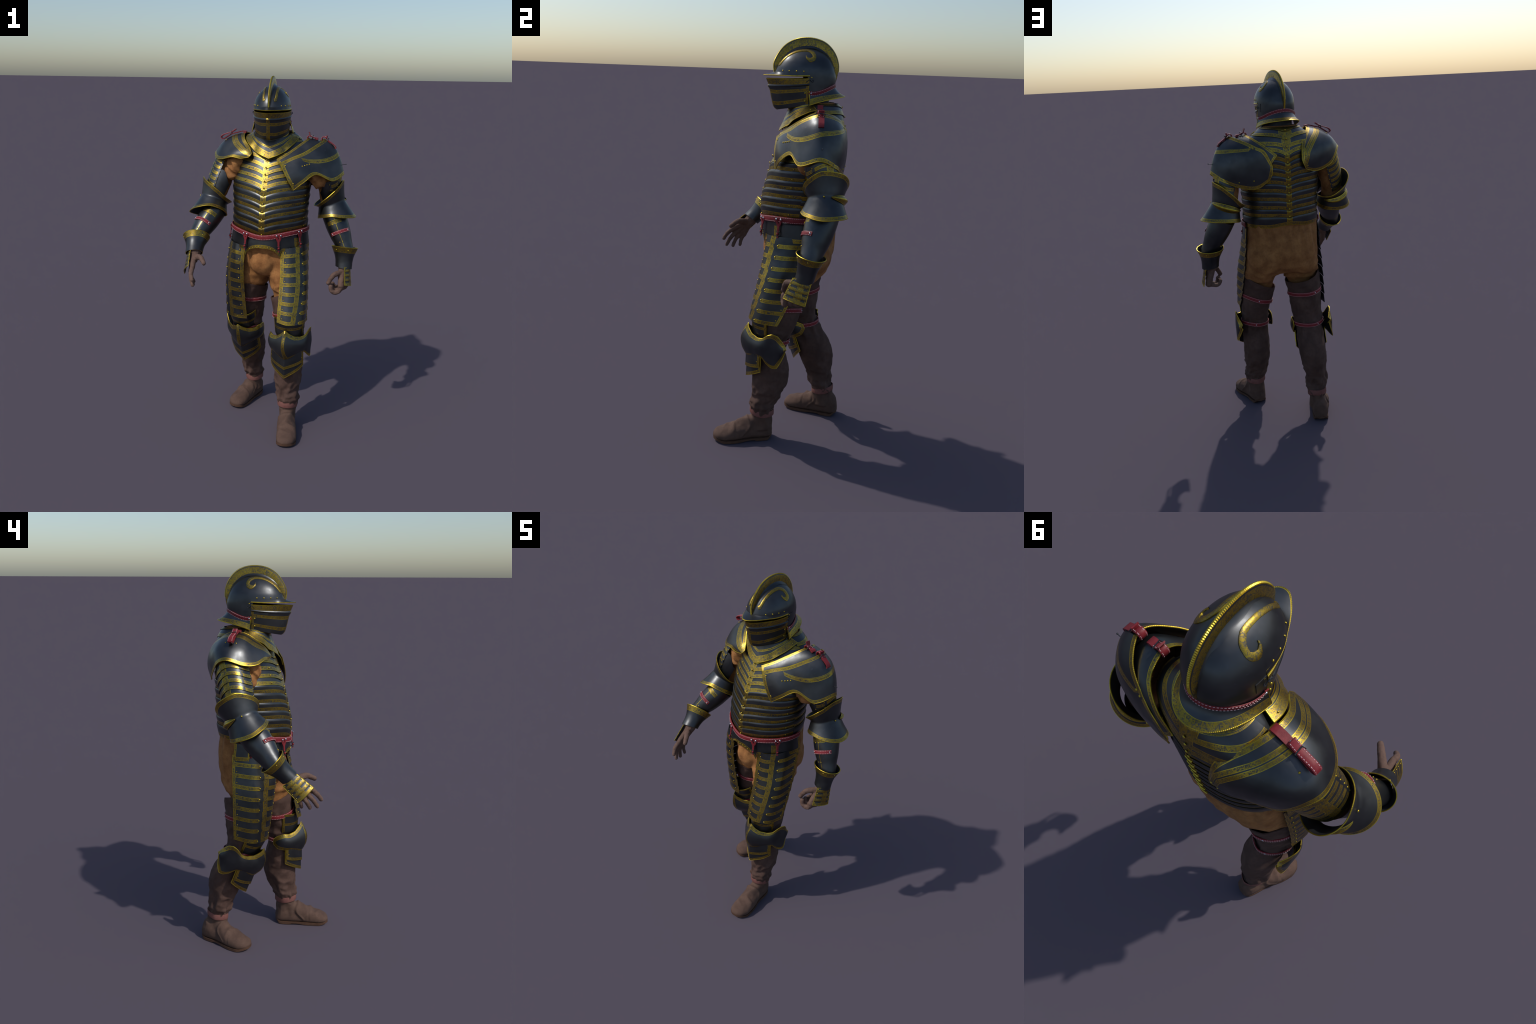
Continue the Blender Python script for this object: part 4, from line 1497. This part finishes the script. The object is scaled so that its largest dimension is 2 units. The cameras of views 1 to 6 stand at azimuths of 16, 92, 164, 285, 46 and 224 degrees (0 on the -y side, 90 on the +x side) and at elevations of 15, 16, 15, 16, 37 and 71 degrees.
K_P = lambda xs, ys: (lambda t: np.interp(t, xs, ys))
K_R = curve1([-95, -75, -60, -40, -20, 0, 20, 40, 60, 80, 100, 125], [.104, .112, .116, .114, .120, .131, .120, .110, .112, .118, .124, .118])
K_T = K_P([-95, -80, -62, -45, -25, -10, 0, 10, 25, 45, 62, 76, 88, 100, 112, 125], [.545, .572, .586, .580, .588, .612, .634, .612, .592, .584, .590, .612, .622, .612, .580, .545])
K_B = K_P([-95, -80, -60, -40, -20, 0, 20, 40, 60, 76, 88, 100, 112, 125], [.530, .500, .492, .484, .470, .452, .470, .484, .492, .462, .446, .444, .480, .535])
for s in "LR":
    pl = knee_place(s)

    def knee_patch(t0, t1, top, bot, rad, nu=80, nv=36):
        t = np.linspace(t0, t1, nu)[:, None] * np.ones((1, nv))
        v = np.linspace(0, 1, nv)[None] * np.ones((nu, 1))
        z = lerp(top(t), bot(t), v)
        r = rad(t, v, z)
        return pl(np.stack([KA[0] + r * np.sin(t * D2R), KA[1] - r * np.cos(t * D2R), z], -1))
    ctr = tuple(pl(A(.134, -.02, .54)))
    mm = Mesh()
    bul = lambda t, v, z: K_R(t) + 0.007 * np.exp(-np.abs(t) / 7) * np.sin(np.clip(v, 0, 1) * math.pi) + 0.030 * np.sin(np.clip(v, 0, 1) * math.pi) ** .9 * (0.45 + .55 * np.exp(-np.abs(t) / 30)) * smooth(95, 50, np.abs(t)) + 0.006 * smooth(82, 120, t) * np.cos((v - .45) * 7)
    G = knee_patch(-92, 122, K_T, K_B, bul)
    us = band(0.013) + rest(24, .42) + [(LN, 1, "gold"), (.018, 2, "etch"), (LN, 1, "gold")] + rest(30, .58) + band(0.016, 2)
    H, N = plate(mm, G, us, band(0.020, 2) + rest(12) + band(0.018, 2), 0.003, center=ctr, rope="all", rope_r=0.0022)
    KN = mm.make("knee_cop")
    for t_, z_ in ((62, .545), (62, .498), (74, .522), (-62, .56), (-66, .515)):
        p = pl(A(KA[0] + (K_R(t_) - .001) * math.sin(t_ * D2R), KA[1] - (K_R(t_) - .001) * math.cos(t_ * D2R), z_))
        rivet(p, p - A(*ctr), 0.0036, parent=KN)
    # upper plate under the tasset
    mm = Mesh()
    kz = lambda t: .110 + .008 * np.exp(-np.abs(t) / 16)
    G = knee_patch(-62, 66, lambda t: .690 - .0 * t, lambda t: .585 + 0 * t, lambda t, v, z: kz(t) - .014 * smooth(20, 70, np.abs(t)) - .010 * v, 60, 30)
    if s == "R":
        G = G + A(0.004, -.002, .0)
    plate(mm, G, band(0.011) + rest(40) + band(0.011), band(0.010) + rest(8) + band(0.014, 2) + rest(8), 0.003, center=ctr, rope="v0 u0 u1", rope_r=0.0022)
    mm.make("thigh_plate", KN)
    # lower pointed plate
    mm = Mesh()
    G = knee_patch(-56, 58, lambda t: .500 + 0 * t, lambda t: .346 + .062 * np.abs(t) / 57,
                   lambda t, v, z: .113 + .020 * np.exp(-np.abs(t) / 16) - .004 * smooth(30, 60, np.abs(t)) + .003 * v, 60, 30)
    plate(mm, G, band(0.012) + rest(44) + band(0.012), rest(8) + band(0.016, 2), 0.003, center=ctr, rope="v1 u0 u1", rope_r=0.0020)
    mm.make("shin_plate", KN)
    mm = Mesh()
    G = knee_patch(-54, 56, lambda t: .500 + 0 * t, lambda t: .402 + .034 * np.abs(t) / 57,
                   lambda t, v, z: .117 + .021 * np.exp(-np.abs(t) / 16) - .004 * smooth(30, 60, np.abs(t)) + .003 * v, 60, 20)
    plate(mm, G, band(0.013) + rest(44) + band(0.013), rest(6) + band(0.015, 2), 0.003, center=ctr, rope="v1", rope_r=0.0016)
    mm.make("shin_lame", KN)
    for t_, z_ in ((-47, .462), (49, .462), (-47, .412), (49, .412)):
        p = pl(A(KA[0] + (.118 if z_ > .44 else .114) * math.sin(t_ * D2R), KA[1] - (.118 if z_ > .44 else .114) * math.cos(t_ * D2R), z_))
        rivet(p, p - A(*ctr), 0.0034, parent=KN)

# ---------------------------------------------------------------- tassets
zt = [1.12, 1.03, .98, .90, .81, .72, .64]
TAS = {
    "L": dict(
        I=curve1(zt, [(.081, -.068), (.081, -.073), (.083, -.081), (.086, -.093), (.085, -.110), (.083, -.125), (.084, -.136)]),
        F=curve1(zt, [(.130, -.066), (.135, -.074), (.137, -.082), (.140, -.097), (.142, -.115), (.142, -.134), (.140, -.147)]),
        M=curve1(zt, [(.184, .000), (.196, .000), (.203, -.012), (.212, -.037), (.215, -.064), (.214, -.088), (.209, -.108)]),
        O=curve1(zt, [(.192, .133), (.197, .118), (.200, .107), (.205, .092), (.212, .063), (.219, .028), (.225, -.010)]),
        bot=[.672, .664, .664, .655]),
    "R": dict(
        I=curve1(zt, [(-.128, -.060), (-.131, -.062), (-.134, -.064), (-.136, -.058), (-.133, -.047), (-.128, -.035), (-.124, -.021)]),
        F=curve1(zt, [(-.174, -.058), (-.178, -.066), (-.180, -.068), (-.181, -.062), (-.181, -.051), (-.179, -.038), (-.177, -.024)]),
        M=curve1(zt, [(-.226, .005), (-.240, .000), (-.248, .004), (-.258, .010), (-.261, .015), (-.260, .020), (-.258, .024)]),
        O=curve1(zt, [(-.229, .138), (-.236, .136), (-.241, .134), (-.249, .131), (-.254, .128), (-.257, .126), (-.258, .124)]),
        bot=[.632, .634, .640, .652]),
}
for s in "LR":
    T = TAS[s]
    sd = 1 if s == "L" else -1
    nlam = 8
    TA = None
    zb_ = np.array(T["bot"])
    top_ = np.array([1.078, 1.088, 1.092, 1.092])
    for k in range(nlam):
        f0, f1 = k / nlam, (k + 1) / nlam
        nv = 14
        rows = []
        for v in np.linspace(0, 1, nv):
            z4 = lerp(top_, zb_, lerp(f0, f1, v)) 
            off = 0.001 + 0.005 * v
            pts = []
            for c_, z_ in zip("IFMO", z4):
                xy = T[c_](z_)
                pts.append((xy[0], xy[1], z_))
            pts = through(pts, 60)
            tg = unit(np.gradient(pts, axis=0))
            nn = unit(np.cross(tg, A(0, 0, 1)) * (1 if s == "L" else -1))
            pts = pts + nn * off
            rows.append(pts)
        G = np.transpose(np.array(rows), (1, 0, 2))
        mm = Mesh()
        us = band(0.019, 2) + rest(14, .36) + [(LN, 1, "gold"), (.023, 2, "etch"), (LN, 1, "gold"), (.022, 2, "plain")] + rest(14, .64) + band(0.014, 2)
        vs = [(-1, 4, "steel")] + band(0.0195, 2)

        def tas_pick(i, j, tu, tv, t):
            if tu[i] == "plain":
                return "steel"
            return t
        H, N = plate(mm, G, us, vs, 0.003, center=(.11 * sd - .02, .05, .85), pick=tas_pick)
        if TA is None:
            TA = mm.make("tasset")
        else:
            mm.make("tasset_lame", TA)
        rivet(H[24, -3], N[24, -3], 0.0048, parent=TA)
        rivet(H[6, 3] + N[6, 3] * .0005, N[6, 3], 0.0036, parent=TA)
        rivet(H[-6, 3] + N[-6, 3] * .0005, N[-6, 3], 0.0036, parent=TA)
    mm = Mesh()

# fauld: skirt lame below the belt with the arched opening
mm = Mesh()
nu, nv = 140, 20
th = np.linspace(-100, 100, nu)[:, None] * np.ones((1, nv))
v = np.linspace(0, 1, nv)[None] * np.ones((nu, 1))
x = front_x(th)
arch_x = np.clip(np.abs(x - T_CX) / .104, 0, 1)
zlow = np.where(np.abs(x - T_CX) < .104, 1.085 - 0.068 * (1 - np.sqrt(1 - arch_x ** 2.4 * .98)), 1.062 - .0 * x)
zlow = np.where(np.abs(x - T_CX) < .104, zlow, 1.068)
ztop = 1.132 + 0.022 * smooth(0, .2, np.abs(x - T_CX))
G = torso(th, lerp(ztop, zlow, v), 0.005 + 0.009 * v)
plate(mm, G, band(0.012) + rest(120) + band(0.012), rest(8) + band(0.018, 2), 0.003, center=(T_CX, .1, 1.1))
FA = mm.make("fauld")
for a0, a1 in ((53.5, 61), (-81, -72)):
    mm = Mesh()
    th = np.linspace(a0, a1, 10)[:, None] * np.ones((1, 12))
    z = lerp(1.138, 1.066, np.linspace(0, 1, 12)[None] * np.ones((10, 1)))
    plate(mm, torso(th, z, 0.0075 + .009 * np.linspace(0, 1, 12)[None] * np.ones((10, 1))), band(0.022, 2), rest(8), 0.002, center=(T_CX, .1, 1.1))
    mm.make("gilt_strip", FA)
mm = Mesh()
th = np.linspace(-98, 98, 90)
mm.tube(torso(th, 1.133 + 0.022 * smooth(0, .2, np.abs(front_x(th) - T_CX)), .006), .0045, MI["steel"])
mm.make("fauld_lip", FA)
for xx in np.linspace(-.075, .075, 9):
    th_ = math.degrees(math.asin(xx / .21))
    zl = 1.085 - 0.068 * (1 - math.sqrt(1 - abs(xx / .104) ** 2.4 * .98))
    p = torso(th_, zl + .006, 0.0135)
    rivet(p, (math.sin(th_ * D2R), -math.cos(th_ * D2R), 0), 0.0030, parent=FA)

# belt with hanging straps
mm = Mesh()
th = np.linspace(-100, 100, 100)
zb_ = 1.144 + 0.030 * smooth(0, .21, np.abs(front_x(th) - T_CX))
pts = torso(th, zb_, 0.008)
nr = torso(th, zb_, 0.03) - pts
ribbon(mm, pts, nr, 0.028, 0.005)
BELT = mm.make("belt")
for th_ in (-78, -27, 27, 62):
    zc = float(1.144 + 0.030 * smooth(0, .21, abs(front_x(th_) - T_CX)))
    nrm = A(math.sin(th_ * D2R), -math.cos(th_ * D2R), 0)
    lat = A(math.cos(th_ * D2R), math.sin(th_ * D2R), 0)
    q = torso(th_, zc, 0.014)
    mm = Mesh()
    for sdx in (-1, 1):
        ribbon(mm, through([q + lat * sdx * .012 + A(0, 0, .002), q + lat * sdx * .008 + A(0, 0, -.018), q + A(0, 0, -.032)], 10), np.tile(nrm, (10, 1)), 0.012, 0.004, stitch=False)
    c = through([q + A(0, 0, -.024), q + nrm * .002 + A(0, 0, -.045), q + nrm * .004 + A(0, 0, -.060), q + nrm * .009 + A(0, 0, -.067), q + nrm * .004 + A(0, 0, -.074), q + nrm * .008 + A(0, 0, -.088)], 24)
    ribbon(mm, c, np.tile(nrm, (24, 1)), 0.010, 0.004, stitch=False, taper=np.linspace(1.15, .9, 24))
    mm.ball(q + nrm * .009 + A(0, 0, -.067), 0.0068, MI["red"])
    mm.make("hanging_strap", BELT)
    mm = Mesh()
    for dz in (-.058, -.077):
        ring_buckle(mm, q + nrm * .005 + A(0, 0, dz), lat, nrm, 0.015, 0.013, 0.0018)
    mm.make("strap_buckle", BELT)
    for sdx in (-1, 1):
        rivet(q + lat * sdx * .012 + nrm * .004 + A(0, 0, .002), nrm, 0.0052, "bright", parent=BELT)
